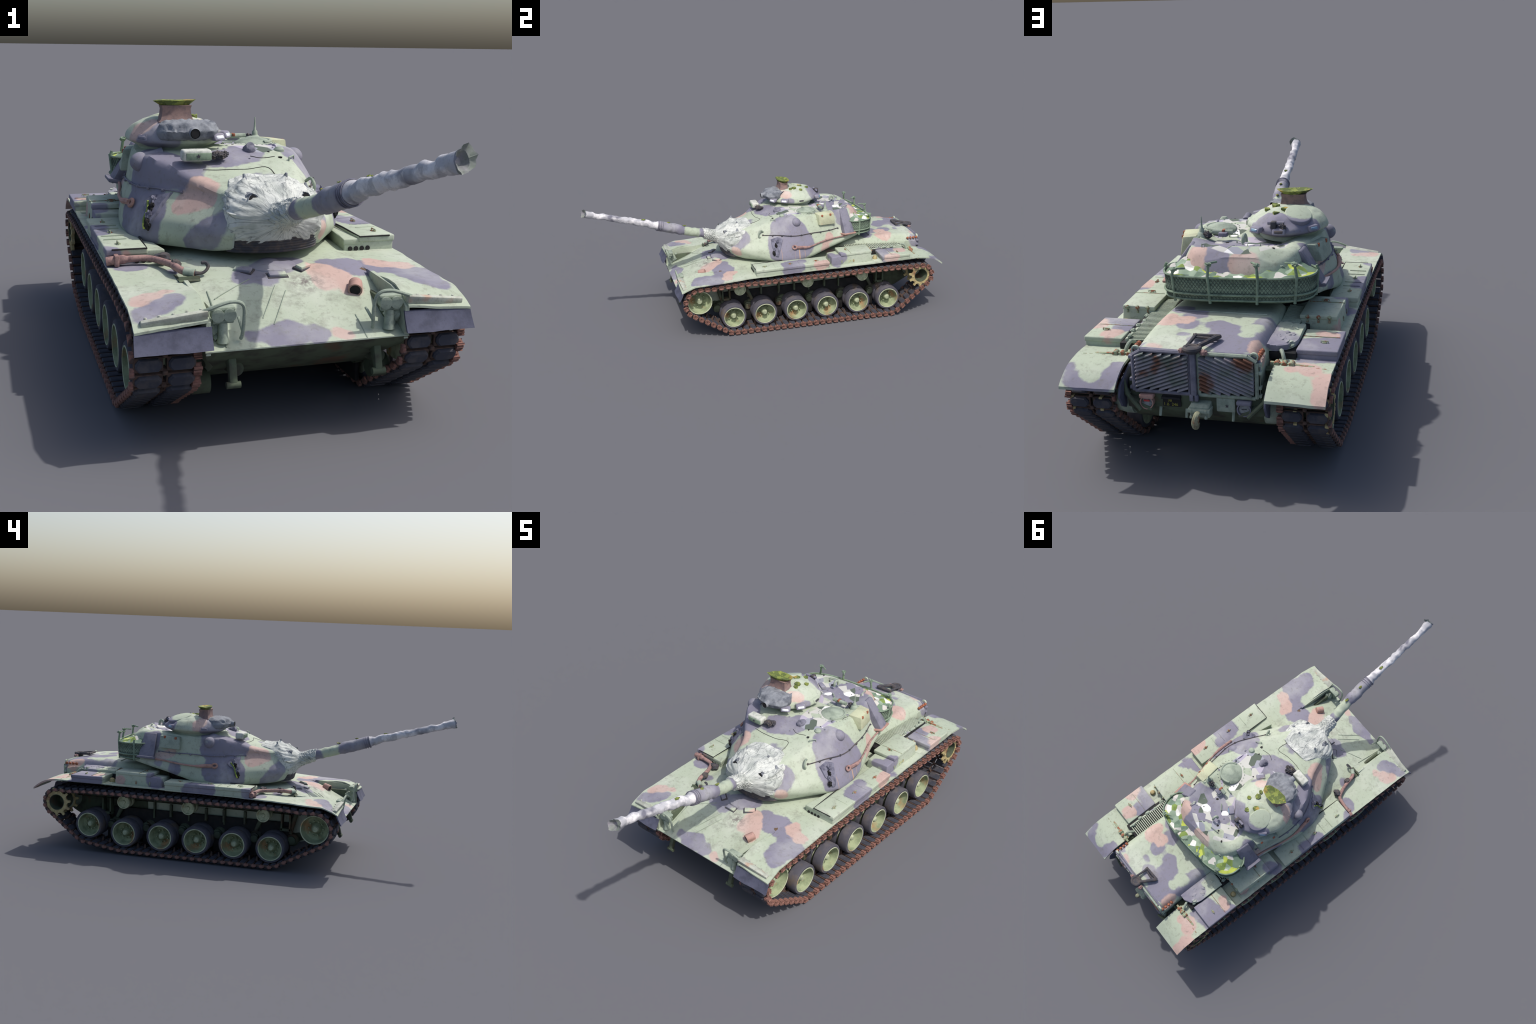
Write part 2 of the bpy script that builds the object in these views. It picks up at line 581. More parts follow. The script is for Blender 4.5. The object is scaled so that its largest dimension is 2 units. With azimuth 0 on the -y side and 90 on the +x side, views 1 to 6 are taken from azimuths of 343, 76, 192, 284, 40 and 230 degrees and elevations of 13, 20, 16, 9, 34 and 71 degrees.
patch('hull', BRO, (.086, .723, .415), .030)
patch('hull', BRO, (.128, .759, .415), .025)
patch('hull', BRO, (-.170, .880, .395), .021)
patch('hull', BRO, (-.186, .882, .374), .025)
patch('hull', BRO, (-.361, .553, .361), .022)
patch('hull', BRO, (-.343, -.101, .362), .008)
patch('hull', GRE, (.297, .914, .335), .031)
patch('hull', GRE, (.311, .941, .327), .028)
patch('hull', GRE, (.294, .961, .317), .017)
patch('hull', GRE, (-.134, .760, .415), .029)
patch('hull', GRE, (-.127, .809, .413), .019)
patch('hull', GRE, (.121, .816, .412), .034)
patch('hull', GRE, (.150, .853, .408), .027)
patch('hull', GRE, (-.260, .955, .319), .033)
patch('hull', GRE, (-.288, .971, .309), .030)
patch('hull', GRE, (-.314, .982, .300), .021)
patch('barrel', VIO, (.052, -.530, .556), .092)
patch('barrel', VIO, (.030, -.330, .495), .026)
#BLOBS_END


def make_materials():
    camo('camouflage_turret', 'turret', roof_facets)
    camo('camouflage_cupola', 'cupola')
    camo('camouflage_hull', 'hull', nose_stain)
    camo('camouflage_barrel', 'barrel')
    plain('faded_green', S(152, 163, 148), S(128, 140, 127), scale=30)
    plain('violet_grey', S(122, 121, 134), S(104, 104, 118), scale=30)
    plain('brown_paint', S(172, 138, 128), S(150, 118, 108), scale=30)
    plain('flap_rubber', S(88, 90, 108), S(74, 76, 92), scale=25, rough=.8)
    plain('louvre_paint', S(142, 140, 148), S(116, 124, 116), scale=22, c3=S(120, 84, 68))
    plain('dark_steel', S(66, 66, 72), S(92, 84, 80), scale=45)
    plain('near_black', S(34, 34, 36), S(44, 42, 42), bump=.1)  # near-black used in gaps, recesses and bores
    plain('lip_paint', S(176, 180, 168), S(150, 152, 140), scale=30, c3=S(178, 156, 138))
    plain('wheel_dish', S(152, 162, 130), S(118, 130, 102), scale=24, c3=S(160, 128, 92))  # green darkened to draw the shading inside the hollow wheel
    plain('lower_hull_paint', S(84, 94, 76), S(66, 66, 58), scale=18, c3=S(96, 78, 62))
    plain('wheel_paint', S(184, 190, 160), S(140, 150, 122), scale=30, c3=S(168, 138, 100))
    plain('tyre_rubber', S(80, 79, 88), S(96, 92, 97), scale=25, rough=.85, c3=S(98, 88, 80))
    plain('pad_rubber', S(60, 62, 72), S(78, 76, 80), scale=40, rough=.85)
    plain('track_rust', S(144, 105, 95), S(114, 86, 78), scale=60, c3=S(84, 72, 70), rough=.9, bump=.5)
    plain('shoe_brown', S(92, 74, 66), S(72, 62, 60), scale=60, rough=.9)
    plain('sprocket_paint', S(176, 164, 120), S(150, 132, 98), scale=45, c3=S(140, 96, 72))
    plain('rusty_rod', S(156, 126, 120), S(116, 92, 92), scale=60)
    plain('rusty_green', S(142, 152, 126), S(142, 92, 70), scale=55, lo=.5, hi=.56)
    plain('stub_brown', S(140, 116, 110), S(112, 96, 96), scale=40)
    plain('lug_violet', S(116, 116, 132), S(80, 80, 96), scale=40)
    g = Nodes('canvas', .95, .1)
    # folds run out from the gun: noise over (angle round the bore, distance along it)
    sp = g.n('ShaderNodeSeparateXYZ'); g.l(g.pos, sp.inputs[0])
    ang = g.math('ARCTAN2', g.math('SUBTRACT', sp.outputs[2], .455), g.math('SUBTRACT', sp.outputs[0], .022))
    cb = g.n('ShaderNodeCombineXYZ'); g.put(cb.inputs[0], g.math('MULTIPLY', ang, 1.6)); g.put(cb.inputs[1], g.math('MULTIPLY', sp.outputs[1], 6.5)); g.put(cb.inputs[2], g.math('MULTIPLY', sp.outputs[2], 3.))
    col = g.mix(g.gate(g.noise(14, 4, .6), .45, .65), S(198, 201, 196), S(168, 173, 168))
    h = None
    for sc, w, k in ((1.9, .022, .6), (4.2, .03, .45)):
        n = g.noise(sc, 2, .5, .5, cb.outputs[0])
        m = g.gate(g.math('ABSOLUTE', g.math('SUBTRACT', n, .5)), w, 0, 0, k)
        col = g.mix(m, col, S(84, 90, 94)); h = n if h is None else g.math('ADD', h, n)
    g.bump(g.math('ADD', h, g.math('MULTIPLY', g.noise(80, 3, .6), .3)), .6, .004)
    g.end(col)
    plain('dark_canvas', S(132, 136, 142), S(98, 102, 110), scale=30, rough=.95, bump=.5)
    plain('mottled_barrel', S(178, 178, 183), S(216, 214, 216), scale=17, lo=.5, hi=.58, c3=S(112, 112, 124))
    plain('lens', S(132, 138, 140), S(70, 75, 80), scale=60, rough=.2, spec=.6, bump=0)
    plain('window', S(225, 228, 232), S(190, 196, 204), scale=70, rough=.25, spec=.5, bump=0)
    plain('window_blue', S(120, 150, 172), S(96, 104, 130), scale=60, rough=.25, spec=.5, bump=0)
    plain('lamp_housing', S(196, 198, 190), S(160, 165, 155), scale=50)
    plain('lime', S(166, 176, 84), S(112, 130, 66), scale=34, lo=.48, hi=.52, c3=S(224, 224, 220), bump=.2)
    plain('olive_leaf', S(92, 104, 58), S(128, 138, 70), scale=50, lo=.5, hi=.53, c3=S(170, 140, 76), bump=.2)
    plain('mesh_green', S(128, 146, 126), S(104, 120, 104), scale=50)
    plain('red_lens', S(176, 60, 60), rough=.3, bump=0)
    plain('stencil_yellow', S(150, 146, 70), rough=.8, bump=0)
    plain('wire', S(88, 100, 90), bump=0)
    plain('stencil_pale', S(196, 200, 158), rough=.8, bump=0)
    plain('hook_paint', S(150, 152, 126), S(120, 116, 96), scale=60, c3=S(132, 96, 74))
    plain('rust_patch', S(158, 98, 74), S(120, 76, 58), scale=70)
    # wire-marked infill of the basket: scattered shards
    g = Nodes('basket_fill', .8, .2)
    v = g.n('ShaderNodeTexVoronoi'); v.inputs['Scale'].default_value = 30; g.l(g.pos, v.inputs['Vector'])
    sep = g.n('ShaderNodeSeparateColor'); g.l(v.outputs['Color'], sep.inputs[0])
    g.end(g.ramp(sep.outputs[0], (0, S(110, 130, 112)), (.25, S(118, 138, 76)), (.45, S(190, 188, 182)), (.58, S(222, 222, 216)), (.68, S(178, 190, 88)), (.82, S(142, 160, 140)), mode='CONSTANT'))


make_materials()
ROOT = bpy.data.objects.new('battle_tank', None)
COL.objects.link(ROOT)
ROOT['label'] = 'weathered camouflaged battle tank with long raised gun and tracks'
ROOT['category'] = 'tank'

# ------------------------------------------------------------------ turret frame
YAW = radians(4.3)
CY, SY = cos(YAW), sin(YAW)


def TW(p):
    """turret frame (gun along -y, ring at the origin) to world"""
    x, y, z = p
    return Vector((-.01 + CY * x - SY * y, .2 + SY * x + CY * y, z))


# ------------------------------------------------------------------ hull
HULL_TOP = [(-.512, .232), (-.47, .252), (-.40, .285), (-.34, .313), (-.29, .331), (-.24, .341), (-.15, .346), (.36, .348)]


def build_hull():
    # upper hull and glacis
    n = 44
    ys = list(np.linspace(-.512, .46, n))
    rings = []
    for y in ys:
        z = smooth_table(HULL_TOP, y)
        w = .238 if y < -.3 else .238
        xs = np.linspace(-w, w, 25)
        top = []
        for x in xs:
            zz = z - .012 * max(0, (abs(x) - .15) / .09) ** 2 * min(1, max(0, (y + .5) / .1))
            zz += .0016 * noise3((x, y, 0), 9)
            top.append((x, y + (.012 * (abs(x) / .24) ** 3 if y < -.45 else 0) * 0, zz))
        rings.append(top)
    bot = []
    for y, r in zip(ys, rings):
        zb = float(np.interp(y, [-.512, -.496, -.42, -.34, -.26], [.230, .210, .157, .113, .091]))
        zb = min(zb, r[0][2] - .004) if y > -.511 else r[0][2] - .003
        bot.append([(x * (1 - .14 * min(1, max(0, (.215 - zb) / .04))), y, zb) for x, _, _ in reversed(r)])
    v, f = loft([a + b for a, b in zip(rings, bot)])
    gh = Geo().add(v, f)
    n2 = len(rings[0])
    gh.m = [1 if min(i % (2 * n2) for i in q) >= n2 and len(q) < 9 else 0 for q in f]       # underside, darker colour bakes in the shadow below the bow
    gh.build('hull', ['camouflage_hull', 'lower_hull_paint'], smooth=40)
    # lower tub between the tracks, boat shaped
    g = Geo()
    prof = [(-.40, .158), (-.33, .114), (-.26, .094), (-.20, .090), (.68, .094), (.78, .112), (.87, .16), (.915, .205), (.915, .30), (-.30, .315)]
    g.add(*prism(prof, 'x', -.212, .212, .012, 3))
    for s in (-1, 1):
        X = s * .228 if s > 0 else -.238
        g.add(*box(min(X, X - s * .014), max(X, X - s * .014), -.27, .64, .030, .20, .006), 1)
        X = s * .266 if s > 0 else -.277
        for (ya, za), (yb, zb) in zip(WHEELS[s], WHEELS[s][1:]):
            ym = (ya + yb) / 2
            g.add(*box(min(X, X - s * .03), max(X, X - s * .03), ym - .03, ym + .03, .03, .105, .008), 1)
            g.add(*lathe([(X - s * .02, .018), (X + s * .006, .018), (X + s * .010, .013)], 18, 'x', (0, ym + .008, .115)), 0)
    for s in (-1, 1):   # side plates at idler and final drive
        g.add(*box(*sorted((s * .200, s * .216)), -.455, -.26, .20, .30, .012))
        g.add(*box(*sorted((s * .200, s * .216)), .66, .80, .17, .30, .012))
    for s in (-1, 1):   # sponson shelf
        g.add(*box(s * .205, s * .236, -.28, .86, .24, .33, .01))
        for y in (-.33, -.23, -.05, .13, .31, .49, .67):   # torsion arm bosses and housings
            g.add(*lathe([(s * .20, .030), (s * .24, .030), (s * .248, .024)], 20, 'x', (0, y - .05, .118)))
        for y in (-.12, .06, .24, .42):
            g.add(*box(s * .205, s * .243, y - .004, y + .004, .16, .30, .001, 1))
    g.build('lower_hull', ['lower_hull_paint', 'near_black'])
    # suspension arms, shock absorbers, bump stops
    g = Geo()
    for s in (-1, 1):
        WY = WHEELS[s]
        for y, z in WY:
            g.add(*tube([(s * .236, y - .075, .118), (s * .242, y, z)], [.017, .015], 12))
            g.add(*lathe([(s * .232, .021), (s * .262, .021), (s * .266, .015)], 16, 'x', (0, y - .078, .118)))
        for ya, yb in ((-.30, -.27), (-.16, -.10), (.55, .61)):
            g.add(*tube([(s * .246, ya, .27), (s * .25, (ya + yb) / 2, .215), (s * .25, yb, .15)], [.011, .012, .009], 12))
        for y in (-.25, .66):
            for dy in (-.02, .02):
                g.add(*box(s * .236, s * .272, y + dy - .004, y + dy + .004, .165, .245, .001, 1))
            g.add(*box(s * .236, s * .272, y - .026, y + .026, .165, .178, .002, 1))
        for y in (-.045, .06, .15, .33):
            g.add(*box(s * .236, s * .256, y - .005, y + .005, .175, .235, .001, 1))
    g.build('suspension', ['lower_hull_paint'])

    # belly of the bow: towing lugs
    for s in (-1, 1):
        g = Geo()
        pr = [(-.455, .215), (-.487, .205), (-.496, .175), (-.503, .15), (-.494, .141), (-.483, .15), (-.476, .175), (-.45, .19)]
        g.add(*prism(pr, 'x', s * .172 - .009, s * .172 + .009, .003, 2))
        g.add(*tube([(s * .172 - .016, -.497, .147), (s * .172 + .016, -.497, .147)], .008, 12))
        g.add(*tube([(s * .172 + .02, -.40, .16), (s * .172 + .02, -.45, .165)], [.02, .017], 14))
        g.build('tow_lug', ['lower_hull_paint'])


def build_fenders():
    TOP = [(-.513, .284), (-.49, .296), (-.465, .306), (-.43, .316), (-.36, .319), (-.25, .323), (-.10, .330), (.1, .333), (.80, .337), (.86, .338), (.908, .334), (.946, .322), (.972, .307), (.996, .288)]
    for s in (-1, 1):
        ys = np.concatenate([np.linspace(-.513, -.40, 14), np.linspace(-.38, .80, 48), np.linspace(.82, .996, 20)])
        rings = []
        for y in ys:
            zo = smooth_table(TOP, y)
            xi = .232 if y < .80 else .219
            if y > .8 and y < .83: xi = .225
            top, n = [], 16
            for k in range(n + 1):
                t = k / n; x = xi + (.390 - xi) * t
                z = zo + .012 * (1 - t) * max(0, min(1, (-.30 - y) / .1)) + .003 * (1 - t)
                if y > .86: z = zo + .0035 * (1 - t)
                z += .003
                z += .0022 * noise3((x * s, y, .3), 11) + .001 * noise3((x * s, y, .3), 40)
                top.append((s * (x + .0015 * noise3((0, y, s), 30) * (t > .95)), y, z))
            bot = [(p[0], p[1], p[2] - (.0055 if y < .85 else .0085)) for p in reversed(top)]
            rings.append(top + bot)
        g = Geo().add(*loft(rings))
        # inner wall beside the sloping nose plate
        wall = [(y, smooth_table(TOP, y) + .012) for y in np.linspace(-.51, -.29, 9)]
        low = [(y, min(smooth_table(HULL_TOP, y) - .01, smooth_table(TOP, y))) for y in np.linspace(-.29, -.51, 9)]
        g.add(*prism(wall + low, 'x', s * .226, s * .236, 0))
        # bracket standing on the rear fender
        gb = Geo()
        gb.add(*hexa([(s * .205, .846, .336), (s * .388, .842, .330), (s * .388, .852, .330), (s * .205, .856, .336), (s * .205, .846, .352), (s * .388, .842, .338), (s * .388, .852, .338), (s * .205, .856, .352)], .002))
        for k in range(3):
            gb.add(*lathe([(.839, .0075), (.8405, .0085), (.8600, .0085), (.8615, .0075)], 14, 'y', (s * (.225 + .022 * k), 0, .346)), mi=1)
        for k in range(4):
            gb.add(*box(s * (.305 + .02 * k) - .006, s * (.305 + .02 * k) + .006, .857, .861, .334, .342, .001, 1), mi=1)
        fo = g.build('fender', ['camouflage_hull'], smooth=45)
        gb.build('fender_bracket', ['rusty_green', 'rusty_green'], fo)
        # raised lip and hanging mud flap at the front
        g2 = Geo()
        g2.add(*hexa([(s * .232, -.509, .303), (s * .374, -.503, .293), (s * .374, -.478, .302), (s * .232, -.478, .316), (s * .232, -.516, .324), (s * .374, -.505, .306), (s * .374, -.497, .309), (s * .232, -.506, .327)], .003))
        for k in range(5):
            g2.add(*lathe([(0, .004), (.004, .003)], 8, 'z', (s * (.24 + .03 * k), -.48, .316 - .0028 * k)))
        g2.build('fender_lip', ['lip_paint'], fo)
        rings = []
        for k in range(9):
            t = k / 8; y = -.511 - .022 * t ** 1.3; z = .288 - .046 * t
            ring = []
            for i in range(13):
                x = .224 + .166 * i / 12
                ring.append((s * (x + .003 * t * (i == 12)), y + .002 * sin(x * 40) * t, z + (.0015 * noise3((x, k, 3), 30))))
            ring += [(p[0], p[1] + .006, p[2]) for p in reversed(ring)]
            rings.append(ring)
        Geo().add(*loft(rings)).build('mud_flap', ['flap_rubber'], fo, 45)
        g3 = Geo()
        pts = [(.9 + .088 * t, lerp_z) for t, lerp_z in ((0, 0),)]
        # rear inner skirt of fender
        sk = [(.80, .33), (.88, .327), (.93, .308), (.965, .292), (.975, .26), (.955, .225), (.93, .21), (.90, .25), (.85, .29), (.80, .30)]
        g3.add(*prism(sk, 'x', s * .212, s * .219, .001, 1))
        g3.build('fender_skirt', ['flap_rubber'], fo)


def handle(g, x, y, z, along='x', w=.022, mi=0):
    d = (w / 2, 0) if along == 'x' else (0, w / 2)
    g.add(*tube([(x - d[0], y - d[1], z), (x - d[0], y - d[1], z + .006), (x + d[0], y + d[1], z + .006), (x + d[0], y + d[1], z)], .0018, 6), mi)
    g.add(*box(x - .007, x + .007, y - .005, y + .005, z - .001, z + .003, .001, 1), mi)


def build_boxes():
    for s in (-1, 1):
        # long stowage box
        g = Geo()
        def bx(y0, y1, x0a, x0b, x1, z0, z1a, z1b, bev=.004):
            return hexa([(s * x0a, y0, z0), (s * x1, y0, z0), (s * x1, y1, z0), (s * x0b, y1, z0), (s * x0a, y0, z1a), (s * x1, y0, z1a), (s * x1, y1, z1b), (s * x0b, y1, z1b)], bev, 3)
        g.add(*bx(-.098, .316, .244, .290, .387, .329, .366, .366, .003))
        g.add(*bx(-.101, .319, .285, .292, .3905, .356, .3735, .374, .004))
        g.add(*bx(-.099, .15, .242, .280, .30, .35, .3665, .3665, .003))
        for y in (-.045, .10, .25): handle(g, s * .352, y, .3735, 'y', .024, 1)
        for y in (.01, .055, .15, .195): g.add(*box(s * .322, s * .38, y - .0012, y + .0012, .372, .3755, .0008, 1))
        g.add(*tube([(s * .375, -.1015, .372), (s * .288, -.1015, .372), (s * .286, .02, .3755), (s * .284, .1, .3755)], .0022, 6), mi=2)
        for k in range(4): g.add(*lathe([(-.101, .006), (-.0985, .0065)], 12, 'y', (s * (.262 + .017 * k), 0, .340)), mi=2)
        g.build('stowage_box', ['camouflage_hull', 'rusty_green', 'near_black'], smooth=40)
        # stepped middle box (air cleaner)
        g = Geo()
        xo = .357 if s > 0 else .364
        g.add(*hexa([(s * .245, .338, .335), (s * xo, .338, .335), (s * xo, .578, .335), (s * .242, .578, .335),
                     (s * .25, .345, .378), (s * (xo - .003), .343, .383), (s * (xo - .006), .576, .396), (s * .242, .580, .396)], .004, 3))
        g.add(*hexa([(s * .243, .395, .385), (s * (xo + .0005), .395, .385), (s * (xo - .003), .579, .385), (s * .240, .582, .385),
                     (s * .243, .395, .4005), (s * (xo - .001), .395, .4005), (s * (xo - .006), .579, .3985), (s * .240, .582, .3985)], .003, 3))
        for x in (.265, .30, .335):
            g.add(*blob((s * x, .581, .394), .0065, rough=.3, seed=x), mi=1)
            g.add(*box(s * x - .003, s * x + .003, .578, .583, .375, .385, .001, 1), mi=1)
        handle(g, s * .30, .44, .400, 'x', .024, 1)
        g.add(*box(s * .25, s * xo, .452, .4535, .399, .4015, .0005, 1), mi=1)
        for y in (.40, .47): g.add(*box(s * xo - .0012, s * xo + .0012, y - .003, y + .003, .345, .362, .001, 1), mi=1)
        g.build('air_cleaner_box', ['camouflage_hull', 'rusty_green'], smooth=40)
        # small lamp between the boxes
        g = Geo()
        g.add(*lathe([(0, .012), (.012, .014), (.022, .010), (.026, 0.001)], 16, 'z', (s * .335, .604, .336)))
        g.add(*box(s * .30, s * .372, .586, .625, .33, .3415, .003), mi=1)
        g.build('marker_lamp', ['sprocket_paint', 'camouflage_hull'])
        # rear box
        g = Geo()
        g.add(*bx(.632, .793, .276, .272, .392, .334, .358, .356, .003))
        g.add(*bx(.629, .796, .272, .270, .3945, .354, .372, .370, .004))
        handle(g, s * .345, .735, .3705, 'x', .022, 1)
        g.add(*box(s * .273, s * .385, .690, .6912, .370, .3728, .0005, 1), mi=1)
        g.build('rear_box', ['camouflage_hull', 'rusty_green'], smooth=40)
        # straps, hoses and clutter between box and deck
        g = Geo()
        pth = catmull([(s * .225, .80, .36), (s * .232, .815, .372), (s * .24, .83, .36), (s * .245, .835, .34)], 10)
        g.add(*tube(pth, .006, 8))
        for k in range(5):
            g.add(*blob((s * (.255 + .012 * noise3((k, s, 0), 1.3)), .60 + .045 * k, .375), .007, (1, 1.6, .7), .5, 2, k))
        g.build('hose', ['faded_green'])


def build_engine_deck():
    g = Geo()
    ys = np.linspace(.36, .924, 40)
    ZT = [(.36, .350), (.43, .362), (.47, .398), (.52, .410), (.60, .414), (.73, .416), (.84, .412), (.88, .407), (.91, .401), (.924, .396)]
    rings = []
    for y in ys:
        zt = smooth_table(ZT, y); ze = zt - .004
        w = .166; zl = min(zt - .004, .372)
        half = [(.0, zt), (.05, zt), (.10, zt - .001), (.14, zt - .002), (.155, zt - .003), (.165, zt - .007), (.173, zt - .014), (.180, zt - .024), (.187, (zt - .034)), (.192, zl if zt - .034 > zl else zt - .036), (.193, .34), (.193, .262), (.175, .250)]
        right = [(x, y, z + .002 * noise3((x, y, z), 9)) for x, z in half]
        left = [(-x, y, z + .002 * noise3((-x, y, z), 9)) for x, z in half[1:]]
        rings.append(right[::-1] + left)
    g.add(*loft(rings))
    # narrow seam strips across the deck
    g.add(*box(-.15, .15, .640, .6425, .4135, .4165, .0006, 1))
    deck = g.build('engine_deck', ['camouflage_hull'], smooth=40)
    # side gratings
    for s in (-1, 1):
        g = Geo()
        za = lambda y: float(np.interp(y, [.44, .50, .80], [.392, .392, .372]))
        g.add(*hexa([(s * .185, .44, .34), (s * .272, .44, .34), (s * .272, .81, .34), (s * .185, .81, .34),
                     (s * .185, .44, .384), (s * .272, .44, .374), (s * .272, .81, .362), (s * .185, .81, .364)], .002))
        if s > 0:
            for k in range(34):
                y = .468 + .0098 * k
                z = za(y)
                x1 = .252 if k > 10 else .235 + .0017 * k
                g.add(*hexa([(.187, y, z - .004), (x1, y, z - .009), (x1, y + .004, z - .009), (.187, y + .004, z - .004),
                             (.187, y + .001, z), (x1, y + .001, z - .005), (x1, y + .0048, z - .005), (.187, y + .0048, z)], .0006, 1), 1)
            g.add(*box(.250, .258, .57, .80, .36, .373, .002), 2)
        else:
            for k in range(16):
                y = .468 + .0098 * k; z = za(y)
                g.add(*hexa([(-.187, y, z - .012), (-.245, y, z - .016), (-.245, y + .004, z - .016), (-.187, y + .004, z - .012),
                             (-.187, y + .001, z), (-.245, y + .001, z - .005), (-.245, y + .0048, z - .005), (-.187, y + .0048, z)], .0006, 1), 2)
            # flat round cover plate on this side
            rows = []
            for a in range(13):
                y = .62 + .19 * a / 12
                w = .082 * (1 if y < .74 else math.sqrt(max(.02, 1 - ((y - .74) / .075) ** 2)))
                rows.append([(-.186 - w * b / 8, y, .388 - .004 * b / 8 + .004 * noise3((b * .1, y, 2), 22)) for b in range(9)] + [(-.186 - w * b / 8, y, .366) for b in range(8, -1, -1)])
            g.add(*loft(rows), 2)
            for k in range(9):
                g.add(*blob((-.205 - .02 * (k % 3), .63 + .018 * k, .384), .008, (1.2, 1.5, .6), .6, 2, k), 2)
        g.build('deck_grating', ['near_black', 'camouflage_hull', 'camouflage_hull'], deck)
    # hinge knobs at the rear corners
    g = Geo()
    for s in (-1, 1):
        for k in range(4): g.add(*blob((s * .187, .865 + .018 * k, .388), .007, rough=.3, seed=k), 0)
        g.add(*lathe([(0, .013), (.008, .013), (.0085, .009), (.002, .008)], 16, 'y', (s * .176, .920, .392)), 1)
    g.build('hinge', ['rust_patch', 'camouflage_hull'], deck)
    # tow ring lying on the deck
    g = Geo()
    def torus(c, R, r, z, n=28, squash=1.0):
        return tube([(c[0] + R * cos(t), c[1] + R * squash * sin(t), z) for t in np.linspace(0, 2 * pi, n)], r, 8)
    g.add(*torus((0, .938), .021, .0075, .412, squash=.9))
    g.add(*lathe([(.40, .017), (.405, .020), (.416, .022)], 20, 'z', (0, .938, 0)))
    g.add(*hexa([(.014, .93, .405), (.0, .925, .405), (.036, .845, .412), (.046, .855, .412), (.014, .93, .423), (.0, .925, .423), (.036, .845, .424), (.046, .855, .424)], .003), 1) if 0 else None
    g.add(*tube([(-.015, .928, .415), (-.052, .868, .422), (-.06, .855, .420)], [.007, .008, .006], 8))
    g.add(*tube([(.018, .925, .415), (.012, .858, .422)], [.005, .006], 8))
    g.add(*tube([(.02, .86, .421), (-.058, .856, .421)], .006, 8))
    g.add(*tube([(.02, .868, .419), (-.05, .872, .419)], .004, 8))
    g.add(*blob((.032, .938, .404), .009, (1, 1, .8), .4), 1)
    g.add(*blob((-.034, .94, .402), .011, (1, 1, .8), .4), 1)
    g.build('tow_ring', ['dark_steel', 'rusty_rod'], deck)


